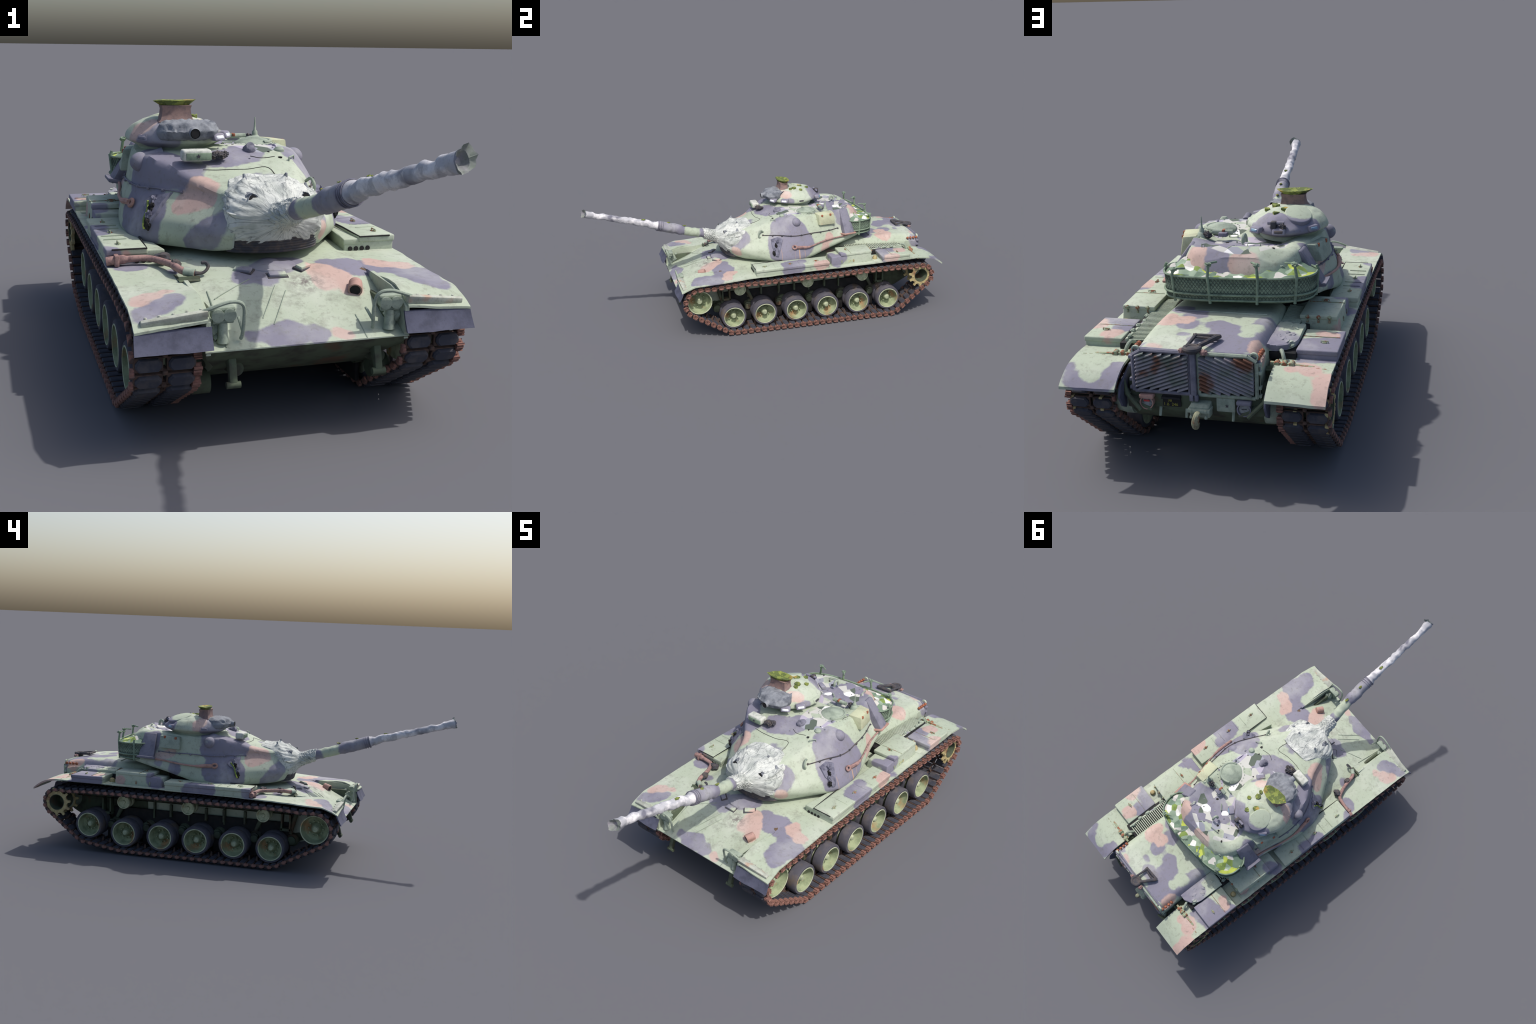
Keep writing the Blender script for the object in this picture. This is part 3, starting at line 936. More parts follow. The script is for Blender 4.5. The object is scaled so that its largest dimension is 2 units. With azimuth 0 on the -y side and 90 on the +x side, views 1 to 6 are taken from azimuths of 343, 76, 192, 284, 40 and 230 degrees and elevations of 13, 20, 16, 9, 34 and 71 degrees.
def build_rear():
    # frame and two louvred doors
    g = Geo()
    out = [(-.193, .262), (.193, .262), (.193, .380), (.164, .398), (-.164, .398), (-.193, .380)]
    g.add(*prism(out, 'y', .914, .924, .002, 1), 0)
    plate = g.build('rear_plate', ['violet_grey'])
    for s in (-1, 1):
        g = Geo()
        g.add(*prism([(s * .014, .270), (s * .176, .270), (s * .180, .376), (s * .158, .391), (s * .014, .391)], 'y', .922, .9255, .0), 1)
        x0, x1, z0, z1 = .016, .176, .272, .388
        slope = .40
        k = 0
        zc = z0 - .07
        while zc < z1 + .07:
            # slat: high at the middle of the tank, falling outward
            a = [(x0, zc + slope * (x1 - x0)), (x1, zc)]
            pts = []
            for t in np.linspace(0, 1, 24):
                x = x0 + (x1 - x0) * t; z = zc + slope * (x1 - x)
                lim = z1 if x < .156 else z1 - (x - .156) * .6
                if z0 + .002 <= z <= lim: pts.append((x, z))
            if len(pts) >= 3:
                (xa, zA), (xb, zB) = pts[0], pts[-1]
                # inner edge deeper and higher: a tilted slat
                mi = 2 if k == 17 and s < 0 else 0
                g.add(*hexa([(s * xa, .925, zA + .004), (s * xb, .925, zB + .004), (s * xb, .94, zB - .0035), (s * xa, .94, zA - .0035),
                             (s * xa, .925, zA + .0072), (s * xb, .925, zB + .0072), (s * xb, .941, zB + .0012), (s * xa, .941, zA + .0012)], .0006, 1), mi)
            zc += .0116; k += 1
        # frame of the door
        for a, b in (((.014, .268), (.180, .268)), ((.184, .268), (.184, .376)), ((.184, .378), (.158, .394)), ((.158, .394), (.014, .394)), ((.014, .394), (.014, .268))):
            g.add(*tube([(s * a[0], .93, a[1]), (s * b[0], .93, b[1])], .006, 6), 3)
        for z in (.275, .300, .345, .37):
            g.add(*box(s * .190 - .008, s * .190 + .008, .916, .931, z - .005, z + .005, .002, 2), 3)
        g.build('louvre_door', ['louvre_paint', 'near_black', 'rust_patch', 'violet_grey' if s > 0 else 'faded_green'], plate)
    g = Geo()
    g.add(*box(-.008, .008, .923, .944, .268, .398, .003))
    g.add(*box(-.012, -.001, .928, .943, .250, .27, .002)); g.add(*box(.002, .014, .928, .943, .250, .27, .002))
    g.build('centre_post', ['violet_grey'], plate)
    # lower rear: panel, number plate, lamps, pintle
    g = Geo()
    g.add(*hexa([(-.20, .88, .205), (.20, .88, .205), (.20, .921, .214), (-.20, .921, .214), (-.20, .90, .266), (.20, .90, .266), (.20, .926, .266), (-.20, .926, .266)], .003), 0)
    g.add(*box(.045, .100, .923, .929, .222, .262, .002), 1)
    g.add(*hexa([(.044, .922, .250), (.102, .922, .250), (.102, .94, .250), (.044, .94, .250), (.044, .922, .257), (.102, .922, .257), (.102, .936, .254), (.044, .936, .254)], .001), 1)
    g.add(*box(-.118, -.062, .923, .931, .218, .262, .006, 2), 2)
    for s in (-1, 1):   # final drives
        g.add(*lathe([(s * .20, .052), (s * .225, .052), (s * .25, .047), (s * .30, .046)], 28, 'x', (0, .872, .222)), 2)
        g.add(*hexa([(s * .12, .908, .222), (s * .205, .91, .225), (s * .205, .933, .215), (s * .13, .943, .21), (s * .12, .908, .23), (s * .205, .91, .25), (s * .205, .935, .25), (s * .13, .943, .216)], .002), 0)
        g.add(*tube([(s * .215, .931, .30), (s * .205, .94, .26), (s * .16, .95, .215)], [.004, .007, .006], 8), 0)
        for x in (.11, .03):
            g.add(*tube([(s * x, .918, .215), (s * x, .928, .19)], [.005, .004], 6), 2)
    g.build('rear_panel', ['lower_hull_paint', 'near_black', 'faded_green', 'camouflage_hull'])
    for s in (-1, 1):
        g = Geo()
        g.add(*lathe([(.918, .020), (.941, .021), (.9415, .018), (.933, .0165)], 24, 'y', (s * .146, 0, .234)), 0)
        g.add(*lathe([(.928, .0165), (.9365, .0155), (.938, .001)], 24, 'y', (s * .146, 0, .234)), 1)
        g.add(*box(s * .146 - .022, s * .146 + .022, .918, .944, .247, .260, .004, 2), 0)
        if s > 0: g.add(*box(s * .146 - .009, s * .146 + .009, .936, .9395, .237, .243, .001, 1), 2)
        else: g.add(*box(s * .146 - .008, s * .146 + .008, .936, .939, .235, .2365, .0004, 1), 3)
        g.build('tail_lamp', ['brown_paint' if s > 0 else 'violet_grey', 'lens', 'red_lens', 'near_black'])
    g = Geo()
    g.add(*hexa([(-.048, .918, .202), (.012, .918, .202), (.012, .952, .205), (-.048, .952, .205), (-.048, .918, .25), (.012, .918, .25), (.012, .958, .24), (-.048, .958, .24)], .005, 2))
    g.add(*box(-.052, .016, .928, .966, .225, .236, .003))
    for x in (-.04, .004):
        for z in (.213, .232): g.add(*lathe([(.962, .005), (.968, .004)], 8, 'y', (x, 0, z)))
    hook = catmull([(-.018, .958, .226), (-.016, .973, .222), (-.012, .9765, .205), (-.010, .972, .190), (-.009, .96, .182), (-.009, .95, .188)], 16)
    g.add(*tube(hook, [.008 + .003 * sin(pi * k / 15) for k in range(16)], 10), 1)
    g.build('tow_pintle', ['faded_green', 'hook_paint'])
    # stencilled registration on the number plate
    def letter(txt, h, M, mat):
        c = bpy.data.curves.new('stencil', 'FONT'); c.body = txt; c.size = h * 1.35; c.extrude = .0006; c.align_x = 'CENTER'
        to = bpy.data.objects.new('t', c); COL.objects.link(to)
        me = bpy.data.meshes.new_from_object(to.evaluated_get(bpy.context.evaluated_depsgraph_get())); bpy.data.objects.remove(to)
        me.transform(M); obj('stencil_number', me, None, [mat])
    letter('JJ0102', .011, Matrix.Translation((.3578, .458, .349)) @ Matrix.Rotation(pi / 2, 4, 'Z') @ Matrix.Rotation(pi / 2, 4, 'X'), 'stencil_pale')
    for txt, x, z, h in (('38', .078, .2385, .0095), ('1', .094, .226, .0095), ('246', .063, .226, .0095)):
        c = bpy.data.curves.new('registration', 'FONT'); c.body = txt; c.size = h * 1.35; c.extrude = .0006; c.align_x = 'CENTER'
        to = bpy.data.objects.new('t', c); COL.objects.link(to)
        dg = bpy.context.evaluated_depsgraph_get()
        me = bpy.data.meshes.new_from_object(to.evaluated_get(dg)); bpy.data.objects.remove(to)
        M = Matrix.Translation((x, .9295, z)) @ Matrix.Rotation(pi, 4, 'Z') @ Matrix.Rotation(pi / 2, 4, 'X')
        me.transform(M); obj('registration_mark', me, None, ['stencil_yellow'])
    g = Geo()
    tri = [(.0875, .2265), (.0805, .2265), (.084, .2345)]
    for a, b in zip(tri, tri[1:] + tri[:1]): g.add(*tube([(a[0], .9295, a[1]), (b[0], .9295, b[1])], .0008, 5))
    g.build('registration_mark', ['stencil_yellow'])
    g = Geo()   # star on the oval plate
    pts = [(-.094 + (.006 if i % 2 == 0 else .0026) * sin(pi * i / 5), .238 + (.006 if i % 2 == 0 else .0026) * cos(pi * i / 5)) for i in range(10)]
    g.add(*prism(pts, 'y', .9305, .9318))
    g.build('star_mark', ['dark_steel'])


def build_front_fittings():
    # driver's periscope blocks, hatch dome
    g = Geo()
    for (x, y, z, a) in ((-.007, -.290, .333, 0), (.070, -.258, .341, 38), (-.083, -.256, .341, -38)):
        v, f = box(-.022, .022, -.010, .010, -.006, .006, .003)
        R = Matrix.Translation((x, y, z)) @ Matrix.Rotation(radians(a), 4, 'Z') @ Matrix.Rotation(radians(14), 4, 'X')
        g.add([R @ Vector(p) for p in v], f, 0)
        v, f = box(-.026, .026, -.014, .014, -.0065, -.0005, .001, 1)
        g.add([R @ Vector(p) for p in v], f, 1)
    g.build('periscope', ['camouflage_hull', 'dark_steel'])
    g = Geo()
    g.add(*lathe([(.333, .075), (.340, .072), (.345, .055), (.347, .03), (.351, .018), (.353, .001)], 40, 'z', (-.003, -.205, 0)))
    g.build('driver_hatch', ['camouflage_hull'])
    # ventilator hood on the nose plate
    g = Geo()
    v, f = lathe([(-.020, .0165), (-.021, .014), (-.008, .011), (-.006, .0135)], 24, 'y', (0, 0, 0), cap=False)
    R = Matrix.Translation((.166, -.362, .311)) @ Matrix.Rotation(radians(-24), 4, 'Z') @ Matrix.Rotation(radians(14), 4, 'X')
    v, f = lathe([(.018, .012), (.016, .0165), (-.018, .0175), (-.020, .0165), (-.019, .013), (.0, .012)], 24, 'y', (0, 0, 0))
    g.add([R @ Vector(p) for p in v], f, 0)
    v, f = box(-.016, .016, -.006, .016, -.016, -.004, .004)
    g.add([R @ Vector(p) for p in v], f, 0)
    v, f = lathe([(-.0185, .0128), (-.0175, .001)], 20, 'y', (0, 0, 0))
    g.add([R @ Vector(p) for p in v], f, 1)
    g.build('ventilator', ['brown_paint', 'near_black'])
    # headlights with guards
    for s in (-1, 1):
        g = Geo()
        for dx in (-.013, .013):
            g.add(*lathe([(-.478, .008), (-.482, .0135), (-.503, .0145), (-.5035, .012)], 20, 'y', (s * .195 + dx, 0, .307)), 0)
            g.add(*lathe([(-.495, .0122), (-.5015, .0115), (-.503, .001)], 20, 'y', (s * .195 + dx, 0, .307)), 1 if dx * s > 0 else 2)
        g.add(*box(s * .195 - .028, s * .195 + .028, -.498, -.474, .313, .3245, .005, 2), 0)
        g.add(*box(s * .195 - .024, s * .195 + .024, -.498, -.488, .288, .300, .003, 2), 0)
        g.add(*lathe([(.245, .014), (.26, .011), (.29, .010)], 14, 'z', (s * .195, -.492, 0)), 3)
        g.add(*tube([(s * .205, -.485, .25), (s * .225, -.46, .28), (s * .21, -.45, .30)], .008, 8), 3)
        g.add(*blob((s * .214, -.47, .272), .018, (1, 1.2, 1), .4, 2, s), 3)
        lamp = g.build('headlight', ['faded_green', 'lens', 'dark_steel', 'faded_green'])
        g = Geo()
        path = catmull([(s * .25, -.505, .318), (s * .225, -.510, .328), (s * .19, -.512, .339), (s * .165, -.512, .338), (s * .153, -.509, .325), (s * .151, -.503, .295), (s * .153, -.498, .262), (s * .155, -.492, .25)], 30)
        g.add(*tube(path, .0042, 8))
        g.add(*tube([(s * .153, -.50, .268), (s * .151, -.46, .288)], .0035, 8))
        g.build('headlight_guard', ['faded_green'], lamp)
    # bent exhaust-like pipe across the right fender and its clutter
    g = Geo()
    p = catmull([(-.391, -.108, .345), (-.35, -.112, .349), (-.30, -.118, .351), (-.278, -.128, .350), (-.258, -.165, .350), (-.246, -.205, .352), (-.240, -.235, .351), (-.228, -.258, .347), (-.205, -.272, .344)], 40)
    g.add(*tube(p, [.0115 if k < 7 else .0085 if k < 28 else .009 for k in range(40)], 12), 0)
    g.add(*tube([(-.228, -.258, .347), (-.205, -.272, .344)], .0105, 12), 1)
    g.add(*box(-.372, -.360, -.125, -.097, .333, .362, .003), 0)
    g.add(*tube(catmull([(-.205, -.272, .344), (-.185, -.273, .345), (-.172, -.268, .356), (-.176, -.262, .366), (-.187, -.262, .366)], 12), [.006, .005, .004, .004, .004, .004, .004, .0045, .005, .005, .005, .004], 8), 2)
    g.add(*blob((-.238, -.21, .352), .013, (1, 1.4, 1), .4, 2, 3), 2)
    g.add(*blob((-.255, -.13, .352), .014, (1.4, 1.2, .9), .4, 2, 5), 2)
    g.build('bent_pipe', ['rusty_rod', 'faded_green', 'dark_steel'])
    # cast ribs, seam lines and broken hoop marks on the nose
    g = Geo()
    def on(x, y, h=.0008): return (x, y, smooth_table(HULL_TOP, y) + h - .012 * max(0, (abs(x) - .15) / .09) ** 2 * min(1, max(0, (y + .5) / .1)))
    g.add(*tube([on(-.19, y) for y in np.linspace(-.505, -.33, 8)], .0016, 5))
    g.add(*tube([on(.135 - .0, y) for y in np.linspace(-.511, -.44, 5)], .0016, 5))
    g.add(*tube([on(-.18 + .10 * t, -.36 + .06 * t) for t in np.linspace(0, 1, 6)], .0013, 5))
    for k in range(2):
        g.add(*tube([on(-.085 + .06 * t + .02 * k, -.43 + .10 * t - .02 * k, .001) for t in np.linspace(0, 1, 6)], .0012, 5))
    g.build('nose_seam', ['faded_green'])


# ------------------------------------------------------------------ running gear
WHEELS = {1: [(y, .0955) for y in (-.225, -.047, .135, .315, .502, .684)],
          -1: [(-.199, .0955), (-.019, .0955), (.166, .0955), (.344, .0955), (.530, .0965), (.714, .124)]}
IDLER = {1: (-.414, .209), -1: (-.406, .206)}
SPROCKET = {1: (.870, .226), -1: (.872, .226)}


def wheel_meshes():
    # tyre pair (rubber) and rim (painted), axis along x, outer face toward +x
    g = Geo()
    for a, b in ((-.054, -.006), (.006, .056)):
        g.add(*lathe([(a, .057), (a, .066), (a + .004, .070), (b - .005, .070), (b, .066), (b, .0575)], 44, 'x', cap=False))
    tyre = mesh('tyre', g.v, g.f, 40)
    g = Geo()
    prof = [(-.054, .02), (-.054, .057), (-.008, .0575), (-.004, .045), (.004, .045), (.008, .0575), (.0565, .0580), (.0580, .0565), (.0570, .0535), (.024, .0515), (.014, .046), (.012, .036), (.008, .030), (.006, .024), (.014, .021), (.018, .0175), (.036, .0145), (.043, .010), (.044, .0005)]
    g.add(*lathe(prof, 44, 'x'))
    for k in range(10):
        t = 2 * pi * k / 10
        g.add(*lathe([(.014, .0035), (.0225, .0035), (.0235, .002)], 8, 'x', (0, .029 * cos(t), .029 * sin(t))))
    cen = [Vector([sum(g.v[i][k] for i in q) / len(q) for k in range(3)]) for q in g.f]
    far = [max(hypot(g.v[i][1], g.v[i][2]) for i in q) for q in g.f]
    g.m = [1 if (c.x < .053 and .0165 < r < .0536) else 0 for c, r in zip(cen, far)]
    rim = mesh('rim', g.v, g.f, 35, g.m)
    # sprocket: toothed ring outside, second ring inside
    def sprock(n=11, r0=.049, r1=.066):
        pts = []
        for k in range(n):
            for da, r in ((-.42, r0), (-.2, r0 + .003), (-.13, r1 - .002), (0, r1), (.13, r1 - .002), (.2, r0 + .003), (.42, r0)):
                t = 2 * pi * (k + da) / n; pts.append((r * cos(t), r * sin(t)))
        return pts
    g = Geo()
    P = sprock(); n = len(P)
    inner = [(.0345 * cos(atan2(b, a)), .0345 * sin(atan2(b, a))) for a, b in P]
    for xa, xb in ((.030, .040), (-.060, -.050)):
        rings = [[(xa, *p) for p in inner], [(xa, *p) for p in P], [(xb, *p) for p in P], [(xb, *p) for p in inner]]
        v = [q for r in rings for q in r]; f = []
        for k in range(4):
            for i in range(n): f.append((k * n + i, k * n + (i + 1) % n, ((k + 1) % 4) * n + (i + 1) % n, ((k + 1) % 4) * n + i))
        g.add(v, f, 0)
    for k in range(11):
        t = 2 * pi * (k + .5) / 11
        g.add(*lathe([(.039, .0042), (.0425, .0042), (.043, .0015)], 8, 'x', (0, .0425 * cos(t), .0425 * sin(t))), 0)
    g.add(*lathe([(.041, .0355), (.041, .0335), (-.03, .030), (-.045, .024), (-.045, .001)], 36, 'x', cap=False), 1)
    g.add(*lathe([(.030, .040), (-.055, .040)], 36, 'x', cap=False), 1)
    spro = mesh('sprocket', g.v, g.f, 30, g.m)
    g = Geo()
    for a, b in ((-.034, -.008), (.008, .034)):
        g.add(*lathe([(a, .024), (a, .031), (a + .003, .033), (b - .003, .033), (b, .031), (b, .027), (b - .006, .025), (b - .008, .010), (b - .002, .008), (b - .001, .001)], 28, 'x'))
    g.add(*lathe([(-.06, .012), (0, .012)], 12, 'x'))
    roll = mesh('roller', g.v, g.f, 35)
    for m in (tyre,): m.materials.append(MAT['tyre_rubber'])
    rim.materials.append(MAT['wheel_paint']); rim.materials.append(MAT['wheel_dish'])
    spro.materials.append(MAT['sprocket_paint']); spro.materials.append(MAT['lower_hull_paint'])
    roll.materials.append(MAT['wheel_paint'])
    return tyre, rim, spro, roll


def link_mesh(p):
    """one track shoe: x across, y along, +z outward; pitch p"""
    g = Geo()
    h = p * .5
    for a, b in ((-.068, -.004), (.004, .068)):
        g.add(*box(a, b, -h * .86, h * .86, -.008, .004, .002, 1), 0)         # steel/rubber body
        m = (a + b) / 2; w = (b - a) / 2 - .003
        ring = lambda k, z: [(m + sx * w * k, sy * h * .78 * k, z) for sx, sy in ((-1, -.35), (-.72, -1), (.72, -1), (1, -.35), (1, .35), (.72, 1), (-.72, 1), (-1, .35))]
        g.add(*loft([ring(1, .003), ring(1, .009), ring(.86, .0135)]), 1)      # chevron pad
        g.add(*box(a + .004, b - .004, -h * .7, h * .7, -.012, -.007, .002, 1), 1)
    for s in (-1, 1):
        # pins and end connector at the trailing joint
        g.add(*lathe([(s * .066, .0055), (s * .076, .0055)], 10, 'x', (0, -h * .55, -.002)), 2)
        g.add(*lathe([(s * .066, .0055), (s * .076, .0055)], 10, 'x', (0, h * .55, -.002)), 2)
        g.add(*box(s * .0655, s * .0765, -h * 1.45, -h * .45, -.0085, .0062, .004, 2), 2)
        g.add(*box(s * .064, s * .0755, -h * 1.12, -h * .80, -.012, .0095, .003, 1), 2)
    g.add(*hexa([(-.004, -h * 1.3, -.006), (.004, -h * 1.3, -.006), (.004, -h * .6, -.006), (-.004, -h * .6, -.006), (-.002, -h * 1.1, -.03), (.002, -h * 1.1, -.03), (.002, -h * .8, -.03), (-.002, -h * .8, -.03)], .001, 1), 0)
    g.add(*box(-.006, .006, -h * 1.3, -h * .7, -.006, .006, .002, 1), 0)
    me = mesh('track_link', g.v, g.f, 35, g.m)
    for m in ('shoe_brown', 'pad_rubber', 'track_rust'): me.materials.append(MAT[m])
    return me


def belt(circles):
    """closed path round circles (y, z, r), all turning left"""
    pts = []; n = len(circles)
    tang = []
    for i in range(n):
        (y0, z0, r0), (y1, z1, r1) = circles[i], circles[(i + 1) % n]
        d = Vector((y1 - y0, z1 - z0)); L = d.length; u = d / L
        a = math.asin((r0 - r1) / L)
        nrm = Vector((u.y, -u.x))                       # right-hand side = outside
        nn = nrm * cos(a) + u * sin(a)
        tang.append((Vector((y0, z0)) + nn * r0, Vector((y1, z1)) + nn * r1, nn))
    for i in range(n):
        c = circles[i]; n0 = tang[i - 1][2]; n1 = tang[i][2]
        a0 = atan2(n0.y, n0.x); a1 = atan2(n1.y, n1.x)
        while a1 < a0 - 1e-6: a1 += 2 * pi
        m = max(2, int((a1 - a0) / .08))
        for k in range(m + 1):
            t = a0 + (a1 - a0) * k / m
            pts.append(Vector((c[0] + c[2] * cos(t), c[1] + c[2] * sin(t))))
    return pts


def build_running_gear():
    tyre, rim, spro, roll = wheel_meshes()
    lm = None
    for s in (-1, 1):
        XC = .297 if s > 0 else .305; XO = 0 if s > 0 else .014
        turn = Matrix.Identity(4) if s > 0 else Matrix.Rotation(pi, 4, 'Z')
        for i, (y, z) in enumerate(WHEELS[s] + [IDLER[s]]):
            name = 'idler_wheel' if i == 6 else 'road_wheel'
            o = obj(name, rim); o.matrix_world = Matrix.Translation((s * XC, y, z)) @ turn @ Matrix.Rotation(.7 * i, 4, 'X')
            if i < 6:
                t = obj('tyre', tyre, o)
            else:
                o.matrix_world = Matrix.Translation((s * (XC + .004), y, z)) @ turn @ Matrix.Diagonal((1, 1.17, 1.17, 1))
        o = obj('drive_sprocket', spro)
        y, z = SPROCKET[s]
        o.matrix_world = Matrix.Translation((s * (.334 + (XO or .010)), y, z)) @ turn @ Matrix.Rotation(.12, 4, 'X') @ Matrix.Diagonal((1, 1.1, 1.1, 1))
        for y in ((-.180, .212, .538) if s > 0 else (-.150, .221, .551)):
            o = obj('return_roller', roll); o.matrix_world = Matrix.Translation((s * .288, y, .241)) @ turn
        # track
        R = .0815
        cs = [(*IDLER[s], R), (*WHEELS[s][0], R), (*WHEELS[s][4], R), (*WHEELS[s][5], R), (*SPROCKET[s], .0625)]
        P = belt(cs)
        L = [0]
        Q = P + [P[0]]
        for a, b in zip(Q, Q[1:]): L.append(L[-1] + (b - a).length)
        N = 82; pitch = L[-1] / N
        def at(t):
            t %= L[-1]
            k = max(0, int(np.searchsorted(L, t, side='right') - 1)); k = min(k, len(Q) - 2)
            w = (t - L[k]) / max(1e-9, L[k + 1] - L[k])
            p = Q[k].lerp(Q[k + 1], w)
            if p.y > .27 and -.36 < p.x < .82:          # slight sag between the rollers
                p = Vector((p.x, p.y + .006 * min(1, (p.x + .36) / .1, (.82 - p.x) / .1) - .002 * abs(sin((p.x + .18) * pi / .37))))
            return p
        if lm is None: lm = link_mesh(pitch)
        for k in range(N):
            t = pitch * (k + .37)
            p = at(t); d = (at(t + pitch * .5) - at(t - pitch * .5)).normalized()
            o = obj('track_link', lm)
            Y = Vector((0, d.x, d.y)); Z = Vector((0, d.y, -d.x)); X = Y.cross(Z)
            M = Matrix((X, Y, Z)).transposed().to_4x4()
            M.translation = Vector((s * (.307 + XO) + (.004 + .011 * (p.x - .1) if s > 0 else 0), p.x, p.y))
            if M.to_3x3().determinant() < 0: print('flip')
            o.matrix_world = M


# ------------------------------------------------------------------ turret
# half width of the rim, and of the shoulder, against y in the turret frame
W_RIM = [(-.41, .112), (-.39, .136), (-.36, .159), (-.31, .196), (-.26, .228), (-.217, .257), (-.18, .279), (-.14, .295), (-.09, .302), (-.03, .302), (.02, .298), (.085, .284), (.175, .262), (.28, .246), (.34, .226), (.375, .195), (.395, .150)]
Z_RIM = [(-.41, .420), (-.346, .412), (-.28, .396), (-.2, .387), (-.05, .388), (.05, .400), (.12, .412), (.2, .428), (.28, .449), (.34, .462), (.395, .470)]
Z_BOT = [(-.41, .375), (-.35, .364), (-.1, .360), (.0, .366), (.1, .388), (.2, .410), (.28, .428), (.35, .444), (.395, .452)]
Z_TOP = [(-.41, .521), (-.33, .537), (-.25, .558), (-.17, .576), (-.10, .587), (-.04, .592), (.1, .592), (.2, .596), (.28, .602), (.33, .600), (.36, .592), (.395, .575)]
#   shoulder (x, z) for right (+x) and left (-x) flanks, and x at the rail height .497
SH_R = [(-.41, .095, .516), (-.33, .112, .524), (-.25, .138, .548), (-.156, .163, .569), (-.036, .190, .580), (.1, .193, .582), (.2, .180, .586), (.29, .166, .586), (.36, .140, .575), (.395, .10, .555)]
SH_L = [(-.41, .106, .510), (-.31, .148, .526), (-.24, .189, .549), (-.18, .216, .564), (-.1, .243, .573), (-.04, .248, .574), (.07, .248, .578), (.12, .238, .580), (.2, .205, .580), (.3, .188, .578), (.36, .165, .566), (.395, .12, .55)]
RL_R = [(-.41, .108), (-.33, .130), (-.254, .168), (-.17, .208), (-.09, .238), (-.02, .250), (.06, .247), (.14, .232), (.21, .214), (.30, .196), (.36, .168), (.395, .12)]
RL_L = [(-.41, .112), (-.30, .150), (-.233, .184), (-.184, .218), (-.11, .252), (-.05, .266), (.03, .272), (.10, .262), (.2, .232), (.3, .206), (.36, .18), (.395, .13)]


def turret_half(y, side):
    w = smooth_table(W_RIM, y); zr = smooth_table(Z_RIM, y); zb = smooth_table(Z_BOT, y); zt = smooth_table(Z_TOP, y)
    sh = SH_R if side > 0 else SH_L; rl = RL_R if side > 0 else RL_L
    xs = smooth_table([(a, b) for a, b, c in sh], y); zs = smooth_table([(a, c) for a, b, c in sh], y)
    xr = smooth_table(rl, y)
    w += .004 if side < 0 else -.003
    zq = .497 if zr < .44 else .497 + (zr - .44) * .6
    # bottom centre -> underside -> band -> rim -> flank -> shoulder -> roof
    low = [(0, zb + .004), (w * .5, zb + .003), (w - .022, zb + .001), (w - .008, zb + .002), (w - .003, zb + .008)]
    mid = [(w, zr - .004), (w - .004, zr + .006), (w - .3 * (w - xr), zr + .38 * (zq - zr)), (xr, zq), (xr * .45 + xs * .55 + .003, zq * .45 + zs * .55), (xs, zs)]
    top = [(xs - .010, zs + (zt - zs) * .30), (xs - .045, zs + (zt - zs) * .66), (xs * .5, zt - .002), (xs * .25, zt), (0, zt)]
    pts = [Vector((p[0], p[1], 0)) for p in mid]
    return low, pts, top


def lean(y, z):
    """nose face leans back above its brow and is undercut below it"""
    k = max(0., min(1., (-.08 - y) / .25))
    return k * (.75 * max(0, z - .43) + .55 * max(0, .42 - z))


def roof_dish(x, y):
    """sunken middle of the roof between hatch and bustle rim"""
    a = max(0., min(1., (y - .03) / .12)) * max(0., min(1., (.325 - y) / .05))
    b = max(0., min(1., (.165 - abs(x)) / .05))
    return .022 * a * b


